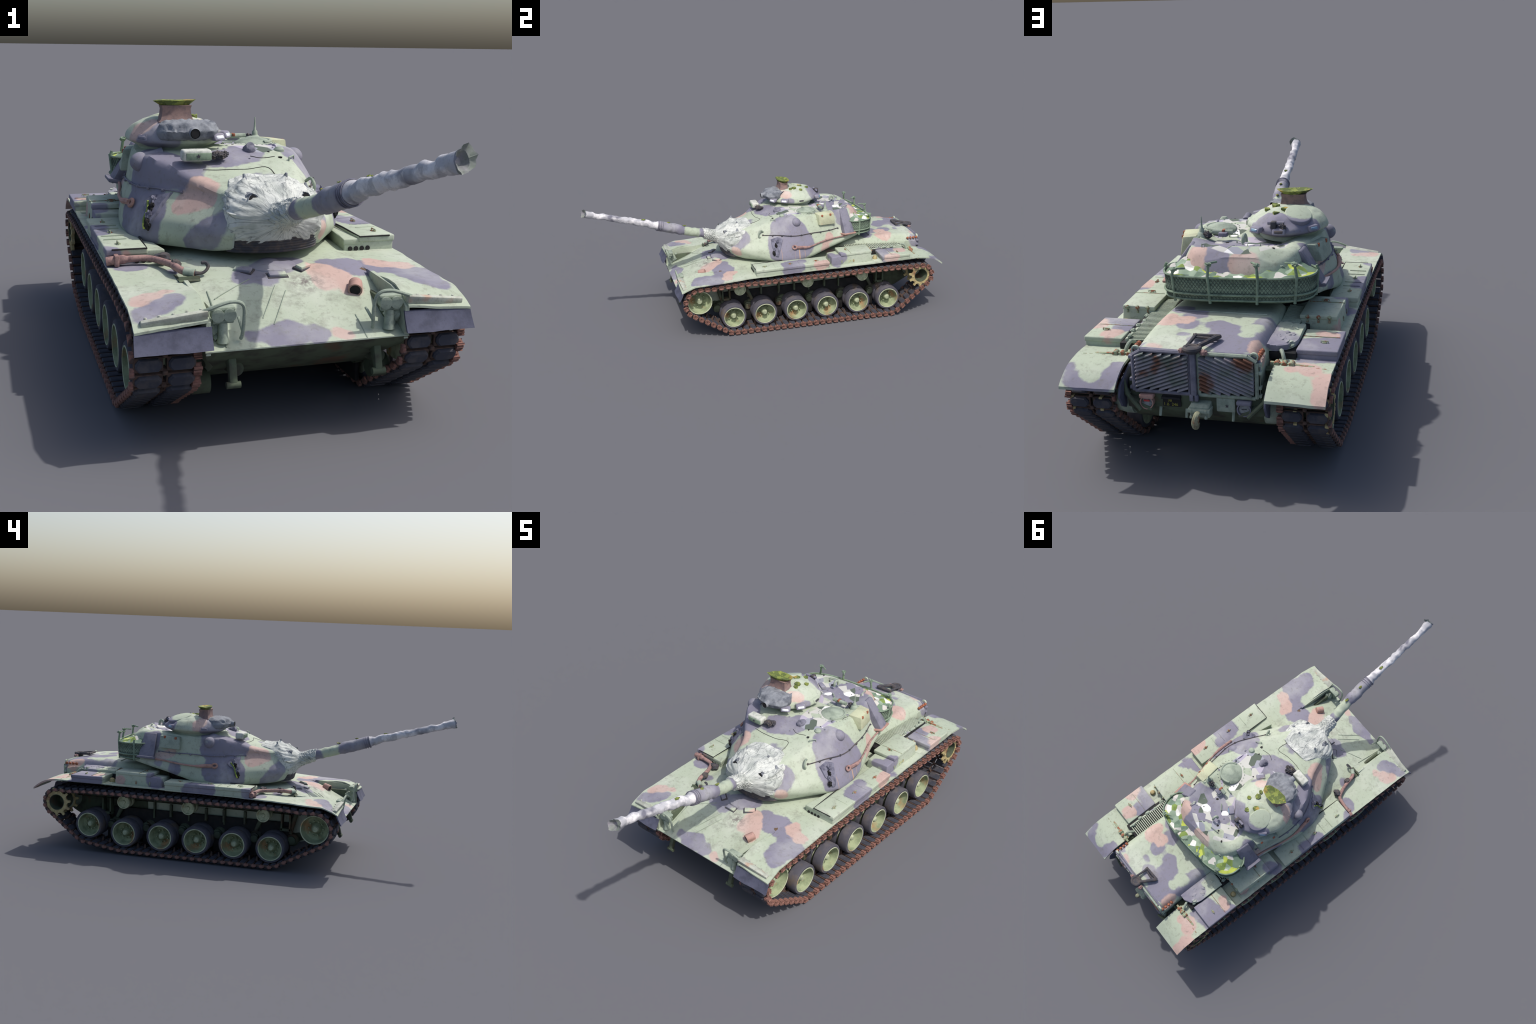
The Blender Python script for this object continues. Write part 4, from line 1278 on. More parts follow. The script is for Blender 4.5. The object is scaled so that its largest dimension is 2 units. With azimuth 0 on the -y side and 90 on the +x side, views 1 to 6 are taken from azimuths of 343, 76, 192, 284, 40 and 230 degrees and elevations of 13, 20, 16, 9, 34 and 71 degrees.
def build_turret():
    N = 64
    ys = np.concatenate([np.linspace(-.41, -.30, 16), np.linspace(-.29, .30, 44), np.linspace(.31, .395, 16)])
    rings = []
    for y in ys:
        halves = []
        for side in (1, -1):
            low, mid, top = turret_half(y, side)
            c = [Vector((a, b, 0)) for a, b in low[:-1]] + catmull([Vector((*low[-1], 0)), *mid, *[Vector((a, b, 0)) for a, b in top]], 34)
            halves.append([(side * p.x, p.y) for p in c])
        r = halves[0] + halves[1][::-1][1:-1]
        ring = []
        for x, z in r:
            yy = y + lean(y, z)
            if y > .30: yy += (y - .30) / .095 * (.50 - z) * .35    # bustle wall leans out toward its foot
            if z > .56: z -= roof_dish(x, yy)
            q = TW((x, yy, z))
            a = .0028 if z > .45 else .002
            nn = noise3(q, 13, 2) * a + noise3(q, 42, 5) * .0009
            d = Vector((x, 0, z - .47)).normalized() * nn
            q += Vector((d.x, 0, d.z))
            ring.append(q)
        rings.append(ring)
    g = Geo().add(*loft(rings))
    turret = g.build('turret', ['camouflage_turret'], smooth=38)

    def flank(y, z, side, off=0.):
        """point on the turret flank at height z"""
        _, mid, top = turret_half(y, side)
        c = catmull(mid + [Vector((*top[0], 0))], 30)
        zs = [p.y for p in c]
        x = float(np.interp(z, zs, [p.x for p in c]))
        return TW((side * (x + off), y + lean(y, z), z))

    # ring skirt beneath
    g = Geo().add(*lathe([(.335, .225), (.364, .228)], 48, 'z', (-.01, .19, 0)))
    g.build('turret_ring', ['near_black'], turret)

    # rails and cables along the flanks
    for side in (1, -1):
        g = Geo()
        y0, y1 = (-.255, .215) if side > 0 else (-.235, .215)
        g.add(*tube([flank(y, .4975 + .002 * sin(y * 30), side, .003) for y in np.linspace(y0, y1, 40)], .0024, 6), 0)
        for y in np.linspace(y0, y1, 9):
            g.add(*blob(flank(y, .4965, side, .003), .005, (1, 1, .8), .4, 2, y), 0)
        g.build('side_rail', ['dark_steel' if side > 0 else 'violet_grey'], turret)
        g = Geo()
        ym = -.072 if side > 0 else -.076
        path = [(ym + .012, .440), (ym + .05, .436), (ym + .085, .434), (ym + .12, .440), (.10, .449), (.155, .453), (.215, .455), (.26, .458), (.31, .470)]
        if side < 0: path = [(ym + .012, .452), (ym + .05, .450), (.0, .447), (.06, .448), (.12, .452), (.18, .458), (.24, .464), (.30, .475)]
        cur = catmull([flank(a, b, side, .007) for a, b in path], 50)
        g.add(*tube(cur, [.0085 if k < 8 else .0065 if k < 11 else .0042 for k in range(50)], 8), 0)
        c = flank(ym, .441 if side > 0 else .453, side, .008)
        nx = (flank(ym, .46, side) - flank(ym, .42, side)).normalized(); ty = (flank(ym + .02, .44, side) - flank(ym - .02, .44, side)).normalized()
        g.add(*tube([c + nx * .0095 * sin(t) + ty * .0115 * cos(t) for t in np.linspace(0, 2 * pi, 20)], .005, 8), 0)
        g.build('tow_cable', ['rusty_rod' if side > 0 else 'brown_paint'], turret)
        # rangefinder blister
        g = Geo()
        c = TW((.200, -.032, .556)) if side > 0 else TW((-.252, -.040, .557))
        v, f = blob((0, 0, 0), .0255, (1.15, 1, 1.05), .02)
        g.add([Vector(p) + c for p in v], f, 0)
        b0 = c - Vector((side * .03, 0, .006))
        g.add(*tube([b0 - Vector((side * .025, 0, 0)), b0 + Vector((side * .010, 0, .002)), b0 + Vector((side * .028, 0, .005))], [.044, .032, .026], 24), 1)
        g.build('rangefinder_blister', ['camouflage_turret', 'camouflage_turret'], turret, 60)
        # crumpled lug hanging on the cheek
        g = Geo()
        cy = -.175
        prof = [(-.030, .030), (.010, .042), (.036, .034), (.030, .006), (.020, -.010), (.012, -.030), (.004, -.048), (-.010, -.046), (-.006, -.022), (-.020, -.006)]
        if side < 0: prof = [(-.036, .046), (-.014, .040), (.012, .036), (.034, .018), (.026, .006), (.012, .0), (.004, -.018), (-.002, -.036), (-.014, -.050), (-.018, -.030), (-.024, -.006), (-.026, .02)]
        zc = .448
        inner = [flank(cy + a, zc + b, side, -.012) for a, b in prof]
        midr = [flank(cy + a, zc + b, side, .011 + .010 * noise3((a, b, side), 60)) for a, b in prof]
        topr = [flank(cy + a * .55, zc + b * .6, side, .010 + .014 * noise3((a, b, side), 90)) for a, b in prof]
        n = len(prof)
        g.add(*loft([inner, midr, topr]), 0)
        for k in range(4):
            g.add(*blob(flank(cy + .004 - .006 * k, zc + .022 - .018 * k, side, .008), .009, (1, .8, 1.5), .8, 2, k + side * 9), 1 if k % 2 else 0)
        if side < 0: g.add(*tube(catmull([flank(cy + a, zc + b, side, .012) for a, b in ((.018, .02), (.004, .002), (.0, -.02), (-.010, -.038), (-.016, -.046))], 12), .0035, 6), 2)
        g.build('crumpled_lug', ['lug_violet', 'near_black', 'lime'], turret, 25)
        # sheet bracket beside the bustle
        g = Geo()
        a, b = (.243, .293)
        if side > 0:
            g.add(*hexa([TW((.215, a - .01, .452)), TW((.262, a, .470)), TW((.255, b + .01, .474)), TW((.205, b + .02, .455)), TW((.16, a, .590)), TW((.172, a, .592)), TW((.170, b, .590)), TW((.155, b, .588))], .004), 0)
            g.add(*hexa([TW((.225, a - .02, .458)), TW((.268, a - .005, .466)), TW((.262, b + .02, .466)), TW((.22, b + .02, .460)), TW((.225, a - .02, .468)), TW((.268, a - .005, .474)), TW((.262, b + .02, .474)), TW((.22, b + .02, .470))], .003), 1)
        else:
            a, b = .235, .30
            g.add(*hexa([TW((-.215, a, .448)), TW((-.275, a - .005, .462)), TW((-.268, b + .01, .466)), TW((-.205, b, .452)), TW((-.18, a, .578)), TW((-.205, a, .580)), TW((-.195, b, .580)), TW((-.18, b, .578))], .005), 0)
            g.add(*hexa([TW((-.225, a - .01, .452)), TW((-.285, a - .01, .464)), TW((-.278, b + .015, .466)), TW((-.22, b, .456)), TW((-.225, a - .01, .464)), TW((-.285, a - .01, .476)), TW((-.278, b + .015, .477)), TW((-.22, b, .468))], .004), 0)
        g.build('side_bracket', ['violet_grey', 'brown_paint'], turret)
        # lidded box on the flank
        g = Geo()
        if side > 0: c = [(.176, .088, .530), (.240, .094, .534), (.226, .196, .528), (.17, .196, .526), (.176, .088, .594), (.232, .095, .592), (.217, .192, .590), (.17, .192, .594)]
        else: c = [(-.205, .098, .512), (-.277, .101, .515), (-.258, .209, .519), (-.19, .205, .516), (-.20, .098, .578), (-.268, .1025, .574), (-.232, .210, .575), (-.18, .206, .578)]
        g.add(*hexa([TW(p) for p in c], .004), 0)
        for t in (.2, .75):
            a = Vector(c[5]).lerp(Vector(c[6]), t) + Vector((side * .0, 0, -.006))
            g.add(*box(*sorted((TW(a).x - .004, TW(a).x + .004)), TW(a).y - .006, TW(a).y + .006, a.z - .006, a.z + .006, .0015, 1), 1)
        g.build('side_box', ['box_green' if side > 0 else 'faded_green', 'rust_patch'], turret)

    # lifting eye on the left cheek
    g = Geo()
    c = flank(-.268, .50, 1, .004)
    g.add(*tube(catmull([c + Vector((-.006, .015, .010)), c + Vector((.004, -.005, .022)), c + Vector((.010, -.018, .004)), c + Vector((.008, -.010, -.016)), c + Vector((.0, .006, -.012)), c + Vector((-.006, .015, -.002))], 22), .0045, 8))
    g.build('lifting_eye', ['faded_green'], turret)

    build_roof(turret)
    build_basket(turret)
    build_cupola(turret)
    build_mantlet(turret)


def build_roof(turret):
    # searchlight-like glass box in front of the cupola
    g = Geo()
    g.add(*box(-.172, -.094, .000, .040, .572, .602, .007, 3), 0)
    g.add(*box(-.163, -.096, -.003, .002, .575, .594, .002), 1)
    for k in range(7):
        g.add(*blob((-.082 + .010 * (k % 4), .022 + .012 * (k // 3), .582 + .004 * (k % 2)), .009, (1.2, 1, .9), .7, 2.5, k), 2)
    star = [(-.131 + (.0065 if i % 2 == 0 else .003) * sin(pi * i / 5), .5855 + (.0065 if i % 2 == 0 else .003) * cos(pi * i / 5)) for i in range(10)]
    g.add(*prism(star, 'y', -.0042, -.0030), 2)
    g.build('sight_box', ['lamp_housing', 'mesh_green', 'dark_steel'], turret)
    # gunner's periscope hood
    g = Geo()
    g.add(*blob((.040, .112, .588), .017, (1.0, 1.2, .9), .15), 0)
    g.add(*tube([(.04, .13, .584), (.04, .10, .598)], [.015, .012], 12), 0)
    g.build('periscope_hood', ['violet_grey'], turret)
    # loader's hatch
    g = Geo()
    c = (.098, .268, 0)
    g.add(*lathe([(.58, .056), (.590, .056), (.594, .052), (.596, .046), (.599, .042), (.602, .025), (.606, .020), (.608, .012), (.608, .001)], 40, 'z', c), 0)
    g.add(*tube([(c[0] + .05 * cos(t), c[1] + .05 * sin(t), .595) for t in np.linspace(-1.2, 2.3, 24)], .005, 8), 0)
    g.add(*box(.045, .075, .352, .385, .588, .602, .003), 1)
    g.add(*tube([(.03, .357, .600), (.10, .360, .600)], .0085, 10), 0)
    g.add(*box(.056, .066, .348, .368, .600, .609, .002), 2)
    g.build('loader_hatch', ['faded_green', 'violet_grey', 'rust_patch'], turret)
    g = Geo()   # mushroom vent
    g.add(*lathe([(.578, .015), (.586, .015), (.589, .012), (.592, .010), (.594, .002)], 20, 'z', (.128, .118, 0)))
    g.build('vent_knob', ['faded_green'], turret)
    # antenna bases
    g = Geo()
    b = TW((.157, .162, .585))
    g.add(*lathe([(.580, .020), (.598, .014), (.602, .009), (.612, .008), (.617, .004), (.640, .0022), (.655, .0015)], 16, 'z', (b.x, b.y, 0)), 0)
    g.add(*blob((b.x - .02, b.y + .002, .592), .012, (1.3, 1, 1), .6), 1)
    g.build('antenna', ['faded_green', 'dark_steel'], turret)
    # lifting eye on the bustle roof
    g = Geo()
    g.add(*tube(catmull([(-.042, .458, .596), (-.041, .458, .612), (-.039, .466, .622), (-.037, .477, .615), (-.036, .480, .597)], 16), .006, 8))
    g.build('roof_eye', ['faded_green'], turret)
    # welded bars on the bustle wall
    g = Geo()
    for xa, xb in ((.13, .06), (.02, -.08), (-.11, -.18)):
        g.add(*tube([TW((xa, .372, .535)), TW((xb, .376, .535))], .0028, 6), 0)
    for x in (.05, -.04, -.14): g.add(*blob(TW((x, .366, .548)), .006, (1.6, .7, .5), .4, 2, x), 0)
    g.build('bustle_bar', ['faded_green'], turret)
    from mathutils.bvhtree import BVHTree
    me = turret.data
    bvh = BVHTree.FromPolygons([v.co for v in me.vertices], [tuple(p.vertices) for p in me.polygons])

    def drop(x, y, h=0.0):
        loc = bvh.ray_cast(Vector((x, y, 1)), Vector((0, 0, -1)))[0]
        return (loc if loc else Vector((x, y, .58))) + Vector((0, 0, h))
    g = Geo()       # seam of the roof plate, welds, rivets, grab irons
    for line in ([(-.12, -.005), (-.06, -.012), (.0, -.008), (.045, .006), (.062, .0), (.066, -.03), (.060, -.08)], [(.125, .21), (.150, .26), (.158, .32), (.150, .37)], [(.10, .07), (.06, .06), (.03, .07)]):
        g.add(*tube([drop(p.x, p.y, .0006) for p in catmull([Vector((a, b, 0)) for a, b in line], 30)], .0011, 5), 0)
    for k in range(26):
        a = 2 * pi * k / 26
        g.add(*blob(drop(.098 + .066 * cos(a), .268 + .066 * sin(a), .0), .0028, n=1), 1)
    rnd = random.Random(5)
    for k in range(46):
        x, y = rnd.uniform(-.16, .16), rnd.uniform(.05, .52)
        g.add(*blob(drop(x, y, .0), rnd.uniform(.002, .0055), (1.4, 1.4, .7), .7, 2.4, k, 1), k % 3)
    for (x, y, dx, dy) in ((.02, .33, .03, .0), (-.10, .50, .04, .01), (.09, .49, .0, .03), (.135, .05, .02, .02), (-.02, .42, .025, -.02)):
        a = drop(x, y); b = drop(x + dx, y + dy)
        g.add(*tube([a, a + Vector((0, 0, .010)), b + Vector((0, 0, .010)), b], .0022, 6), 1)
    g.build('roof_fittings', ['near_black', 'faded_green', 'violet_grey'], turret)['kind'] = 'stuff'


def build_basket(turret):
    plan = [(-.222, .285), (-.252, .315), (-.258, .350), (-.250, .392), (-.222, .425), (-.17, .444), (-.10, .453), (.0, .456), (.10, .453), (.175, .442), (.222, .418), (.240, .382), (.244, .345), (.235, .310), (.205, .285)]
    P = catmull([Vector((a * .98, b - .006, 0)) for a, b in plan], 90)
    def ring(z, inset):
        c = Vector((0, .33, 0))
        out = []
        for p in P:
            d = (p - c); d.z = 0; L = d.length
            q = c + d * (1 - inset / L)
            out.append(TW((q.x, q.y, z)))
        return out
    def zt(i): return .530 - .006 * (i / 89)
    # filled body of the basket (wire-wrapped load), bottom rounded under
    top, mid, bot, und = ring(.526, .004), ring(.490, .003), ring(.452, .010), ring(.440, .045)
    inn = [TW((p.x * .72, .315 + (p.y - .33) * .30, .530 + .028 * min(1, (p.x / .2) ** 2))) for p in P]
    g = Geo()
    v, f = loft([und, bot, mid, top], closed=False, cap0=False, cap1=False); g.add(v, f, 0)
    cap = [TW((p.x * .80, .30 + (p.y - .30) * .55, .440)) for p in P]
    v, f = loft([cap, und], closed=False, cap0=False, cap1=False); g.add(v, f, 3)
    # lumpy top fill
    rows = []
    for k in range(7):
        t = k / 6
        rows.append([a.lerp(b, t) + Vector((0, 0, .014 * noise3(a.lerp(b, t), 34, 3) * min(1, t * 4) - .003)) for a, b in zip(top, inn)])
    v, f = loft(rows, closed=False, cap0=False, cap1=False); g.add(v, f, 1)
    g.build('basket_load', ['mesh_green', 'basket_fill', 'lime', 'near_black'], turret, 20)
    # rails
    g = Geo()
    for z, i in ((.529, .0), (.474, .0), (.455, .006)):
        g.add(*tube(ring(z, i), .0036, 6))
    for i in (8, 22, 36, 54, 68, 80):
        a = ring(.532, -.002)[i]; b = ring(.445, .006)[i]
        tall = .570 if i in (36, 54, 22) else .545
        up = ring(tall, .004)[i]
        g.add(*tube([b, a, up], [.005, .0052, .0045], 8))
        if i in (36, 54, 22, 68):
            d = (ring(tall, .05)[i] - up)
            g.add(*tube(catmull([up, up + d * .2 + Vector((0, 0, .004)), up + d * .8 + Vector((0, 0, .002))], 8), .0035, 6))
            g.add(*blob(up + Vector((0, 0, .002)), .008, (1.2, 1.2, .8), .7, 2, i))
    g.build('basket_rail', ['mesh_green'], turret)
    # diamond mesh of thin wire
    g = Geo()
    A = ring(.526, .001); B = ring(.457, .006)
    def wall(s, t):
        i = min(88, int(s)); w = s - i
        return A[i].lerp(A[i + 1], w).lerp(B[i].lerp(B[i + 1], w), t)
    step = 1.35
    for k in range(int(89 / step) + 8):
        s0 = (k - 6) * step
        for sg in (1, -1):
            pts = []
            for j in range(7):
                s = s0 + (j / 6 if sg > 0 else 1 - j / 6) * 6.2
                if 0 <= s <= 88.9: pts.append(wall(s, j / 6))
            if len(pts) > 2: g.add(*tube(pts, .0011, 4, cap=False))
    o = g.build('basket_mesh', ['wire'], turret)
    o['kind'] = 'stuff'


def build_cupola(turret):
    cx, cy = -.139, .254
    NS = 64
    def outline(a, r):
        """slightly squared oval, lower at the rear flank"""
        c, s = cos(a), sin(a)
        k = 1 + .03 * cos(4 * a)
        return (cx + c * r * .875 * k, cy + s * r * .955 * k)
    prof = [(.574, .112), (.584, .114), (.590, .118), (.600, .138), (.6065, .152), (.612, .1565), (.626, .1505), (.640, .137), (.652, .121), (.661, .104), (.667, .085), (.671, .06), (.673, .03), (.673, .002)]
    rings = []
    P = catmull([Vector((z, r, 0)) for z, r in prof], 42)
    for p in P:
        ring = []
        for i in range(NS):
            a = 2 * pi * i / NS
            x, y = outline(a, p.y)
            z = p.x
            q = Vector((x, y, z))
            nn = (.0042 * noise3(q, 17, 4) + .0022 * noise3(q, 41, 8)) * min(1, max(0, (z - .6) / .02))
            # flattened flank facing +x and a dished hatch at the rear right
            if z > .63 and cos(a) > .6: nn -= .004 * (cos(a) - .6) / .4
            dish = max(0, 1 - hypot(x + .185, y - .315) / .055)
            q.z += nn * 1.2 - .006 * (dish > 0) * min(1, dish * 3) * (z > .63)
            q.x += nn * cos(a); q.y += nn * sin(a)
            ring.append(q)
        rings.append(ring)
    cup = Geo().add(*loft(rings)).build('cupola', ['camouflage_cupola'], None, 50)
    # vision slits
    for (x, y, z, m) in ((-.047, .109, .6235, 'window'), (-.009, .170, .624, 'window'), (-.002, .272, .619, 'dark_steel'), (-.246, .176, .619, 'violet_grey'), (-.266, .257, .620, 'window_blue'), (-.140, .413, .620, 'dark_steel'), (-.055, .395, .620, 'window_blue'), (-.245, .345, .620, 'window_blue')):
        n = Vector((x - cx, y - cy, 0)).normalized(); t = Vector((-n.y, n.x, 0)); u = (Vector((0, 0, 1)) * .93 - n * .36)
        o = Vector((x, y, z)); 
        def slab(w, h, d0, d1, bev):
            return hexa([o + t * a * w + u * b * h + n * d for d in (d0, d1) for a, b in ((-1, -1), (1, -1), (1, 1), (-1, 1))], bev, 3)
        g = Geo()
        g.add(*slab(.0215, .0105, -.02, .0035, .005), 0)
        g.add(*slab(.0150, .0052, -.002, .0055, .0035), 1)
        g.build('vision_slit', ['camouflage_cupola', m], cup)
    # hatch lid, hinge and latch at the rear
    g = Geo()
    pts = [(-.188 + .046 * cos(t), .318 + .058 * sin(t)) for t in np.linspace(0, 2 * pi, 36)[:-1]]
    v, f = prism(pts, 'z', .640, .664, .006, 3)
    R = Matrix.Translation((-.188, .318, .655)) @ Matrix.Rotation(radians(-14), 4, 'X') @ Matrix.Rotation(radians(-16), 4, 'Y') @ Matrix.Translation((.188, -.318, -.655))
    g.add([R @ Vector(p) for p in v], f, 0)
    g.add(*box(-.130, -.112, .385, .410, .628, .652, .003), 1)
    g.add(*tube([(-.155, .392, .645), (-.10, .395, .645)], .006, 8), 0)
    g.add(*blob((-.152, .400, .634), .010, (1, 1, 1.2), .6), 1)
    g.build('cupola_hatch', ['camouflage_cupola', 'dark_steel'], cup)
    # canvas hood over the gun slot, crumpled
    g = Geo()
    nu, nv = 40, 22
    rows = []
    for j in range(nv):
        t = j / (nv - 1)                       # 0 back on dome, 1 under the nose
        ring = []
        for i in range(nu):
            s = i / (nu - 1) * 2 - 1
            ang = -pi / 2 + s * .74 - .10
            rr = np.interp(t, [0, .25, .5, .72, .88, 1], [.085, .128, .168, .186, .176, .14])
            rr = rr * (1 - .10 * s * s * t) * (1 - .30 * s ** 6)
            z = np.interp(t, [0, .25, .5, .72, .88, 1], [.668, .672, .662, .642, .622, .612]) - .010 * s * s * (1 - t * .3) + .016 * t * max(0, s) ** 2
            x = cx + .02 + cos(ang) * rr * (.92); y = cy + sin(ang) * rr
            q = Vector((x, y, z))
            fold = abs(noise3((s * 2.2 + t, t * 1.2 - s, 2), 2.6)) + .6 * abs(noise3((s * 5, t * 4 + s * 3, 7), 2.2))
            q += (Vector((cos(ang) * .8, sin(ang) * .8, .6))) * (.011 * fold - .006) * min(1, 4 * (1 - abs(s)) + .2)
            ring.append(q)
        rows.append(ring)
    v, f = loft(rows, closed=False, cap0=False, cap1=False); g.add(v, f, 0)
    v2 = [Vector(p) + (Vector((cx, cy, .63)) - Vector(p)) * .18 for p in v]
    g.add(v2, [q[::-1] for q in f], 0)
    g.build('canvas_hood', ['dark_canvas'], cup, 55)
    g = Geo()
    g.add(*tube([(-.125, .10, .638), (-.125, .066, .638), (-.125, .058, .638)], [.020, .014, .0135], 16, cap=False), 0)
    g.add(*tube([(-.125, .059, .638), (-.125, .080, .638)], [.0115, .0105], 16), 1)
    g.build('machine_gun_port', ['dark_canvas', 'near_black'], cup)
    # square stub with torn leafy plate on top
    g = Geo()
    rings = []
    for z, k in ((.660, 1.25), (.668, 1.06), (.680, .97), (.695, .93), (.705, 1.0)):
        rings.append([( -.150 + sx * .042 * k, .198 + sy * .023 * k, z + .001 * noise3((sx, sy, z), 90)) for sx, sy in ((-1, -1), (-.3, -1.06), (.3, -1.06), (1, -1), (1.04, 0), (1, 1), (.3, 1.04), (-.3, 1.04), (-1, 1), (-1.04, 0))])
    g.add(*loft(rings))
    g.build('sight_stub', ['stub_brown'], cup, 30)
    g = Geo()
    rim = [(-.222, .188), (-.19, .168), (-.14, .165), (-.095, .176), (-.082, .196), (-.10, .222), (-.14, .236), (-.185, .238), (-.205, .222)]
    rim = [(-.150 + (a + .150) * .9 + .1 * (b - .2), .2 + (b - .2) * .95 + .12 * (a + .15)) for a, b in rim]
    low = [(-.150 + (a + .150) * .62, .198 + (b - .198) * .65, .703 + .002 * noise3((a, b, 1), 60)) for a, b in rim]
    hi = [(a, b, .719 + .003 * noise3((a, b, 0), 70)) for a, b in rim]
    inn = [(-.150 + (a + .150) * .5, .198 + (b - .198) * .5, .712 + .004 * noise3((a, b, 5), 70)) for a, b in rim]
    g.add(*loft([low, hi, inn]))
    g.build('leafy_plate', ['olive_leaf'], cup, 10)
    # scattered leaf litter on the dome
    g = Geo()
    for (x, y, z, r) in ((-.10, .255, .673, .020), (-.075, .29, .668, .014), (-.14, .30, .673, .022), (-.115, .335, .667, .016), (-.09, .23, .672, .014)):
        n = 6; ph = x * 99
        ringa = [(x + r * (.7 + .4 * noise3((k, x, y), 3)) * cos(2 * pi * k / n + ph), y + r * (.7 + .4 * noise3((k, y, x), 3)) * sin(2 * pi * k / n + ph), z - .006) for k in range(n)]
        ringb = [(p[0], p[1], z + .003 + .004 * noise3(p, 120)) for p in ringa]
        g.add(*loft([ringa, ringb]))
    g.build('leaf_litter', ['olive_leaf'], cup, 10)


# gun bore axis (world), slightly drooped and wavy
GUN = [(.028, -.235, .467), (.030, -.32, .493), (.043, -.41, .518), (.047, -.45, .532), (.052, -.526, .555), (.057, -.60, .578), (.060, -.731, .617), (.066, -.865, .653), (.072, -.960, .681), (.075, -.978, .686)]


def build_mantlet(turret):
    # canvas cover between turret nose and gun
    sec = [  # y (turret frame) at axis, half width, z centre, half height, squareness
        (-.300, .108, .452, .089, 3.2), (-.335, .122, .449, .087, 3.2), (-.370, .128, .447, .085, 3.0), (-.400, .124, .448, .079, 2.7), (-.420, .110, .452, .069, 2.4), (-.434, .083, .458, .055, 2.2), (-.442, .057, .463, .044, 2.0), (-.452, .041, .468, .036, 2.0), (-.475, .0335, .477, .033, 2.0), (-.50, .033, .486, .0315, 2.0), (-.525, .030, .494, .0290, 2.0)]
    n = 130; rings = []
    f0 = lambda y: max(0, min(1, (y + .445) / .04))
    Ys = np.concatenate([np.linspace(-.300, -.445, 44), np.linspace(-.4475, -.525, 34)])
    for y in Ys:
        hw = smooth_table([(-a, b) for a, b, *_ in sec], -y); zc = smooth_table([(-a, c) for a, b, c, *_ in sec], -y)
        hh = smooth_table([(-a, d) for a, b, c, d, e in sec], -y); e = smooth_table([(-a, q[-1]) for a, *q in sec], -y)
        ring = []
        for i in range(n):
            t = 2 * pi * i / n
            c, s = cos(t), sin(t)
            x = hw * abs(c) ** (2 / e) * (1 if c > 0 else -1); z = zc + hh * abs(s) ** (2 / e) * (1 if s > 0 else -1)
            lean = max(0, min(1, (y + .455) / .06))
            yy = y + lean * (.62 * max(0, z - .47) + .10 * max(0, .45 - z) * 6 * .6)
            q = Vector((x, yy, z))
            ridge = lambda v: (1 - abs(v)) ** 3
            if y < -.447:      # bunched sleeve
                w = .0022 * sin((y + .02 * sin(t * 2) + .006 * noise3((c * 3, y * 30, s * 3), 1)) * 520) + .0045 * (ridge(noise3((c * 2.2, y * 75, s * 2.2), 1.2, 4)) - .5)
                q += Vector((c, 0, s)) * w
            else:
                # creased folds running from the gun back to the nose
                e1 = ridge(noise3((t * 2.6, y * 10, 1), 1.5)) + .75 * ridge(noise3((t * 5.5 + y * 8, y * 9, 4), 1.4))
                f = min(1, (y + .447) / .03)
                if s > 0:
                    for px, py, ph, pr in ((-.062, -.340, .020, .014), (.048, -.335, .018, .015), (-.010, -.312, .012, .018), (-.018, -.376, .013, .010), (.002, -.362, .012, .010), (.028, -.384, .013, .010), (.098, -.350, .010, .014)):
                        d = hypot(x - px, yy - py)
                        q.z += 1.25 * ph * math.exp(-d / pr * 1.1)
                flank_w = max(0, min(1, (c - .15) / .3)) * f0(y)
                q += Vector((c, -.2, s)) * .0075 * flank_w * (abs(sin(t * 5.5 + 14 * y + 1.2 * noise3((t, y * 8, 3), 1.4))) ** .6 - .6)
                q += Vector((c, -.35, s)) * ((.0055 * (e1 - .75) + .003 * noise3((x, yy, z), 22, 1)) * f)
            ring.append(TW(q))
        rings.append(ring)
    g = Geo().add(*loft(rings))
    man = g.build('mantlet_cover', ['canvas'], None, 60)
    # raised canvas peaks and sight openings
    g = Geo()
    def peak(x, y, z, h, r, lean=(0, 0), mi=0):
        base = TW((x, y, z))
        g.add(*tube([base - Vector((0, 0, .012)), base, base + Vector((lean[0] * .5, lean[1] * .5, h * .5)), base + Vector((lean[0], lean[1], h * .85))], [r * 1.6, r * .85, r * .5, r * .3], 10), mi)
    peak(-.062, -.340, .540, .020, .009, (-.003, .004)); peak(.048, -.335, .540, .018, .010, (.002, -.004)); peak(.098, -.350, .520, .012, .009)
    peak(-.018, -.378, .520, .013, .007, (-.002, -.004)); peak(.000, -.365, .527, .010, .007); peak(.026, -.385, .517, .011, .008, (.002, -.004))
    g.build('canvas_peak', ['dark_canvas'], man, 60)
    g = Geo()
    for x, y, z, r in ((-.068, -.405, .498, .0145), (.068, -.412, .500, .0115)):
        a = TW((x, y + .035, z)); b = TW((x, y - .010, z + .006))
        g.add(*tube([a, a.lerp(b, .7), b, b.lerp(a, .35)], [r * 1.5, r * 1.1, r, r * .75], 16, cap=True), 0)
        g.add(*tube([b.lerp(a, .30), b.lerp(a, .02)], [r * .74, r * .78], 16), 1)
    g.build('sight_port', ['dark_canvas', 'near_black'], man)
    # skirt of dark webbing under the cover
    g = Geo()
    for k in range(6):
        z = .374 + .007 * k
        pts = [TW((.122 * sin(t) * (1 - .0), -.355 - .062 * cos(t) - .002 * k, z)) for t in np.linspace(-1.35, 1.35, 26)]
        g.add(*tube(pts, .0042, 6))
    g.build('webbing', ['dark_steel'], man)

    # barrel: lumpy tube with evacuator and torn muzzle
    path = [p + Vector((0, 0, .0015 + .0015 * min(1, max(0, (-.33 - p.y) / .2)))) for p in catmull(GUN, 150)]
    R = []
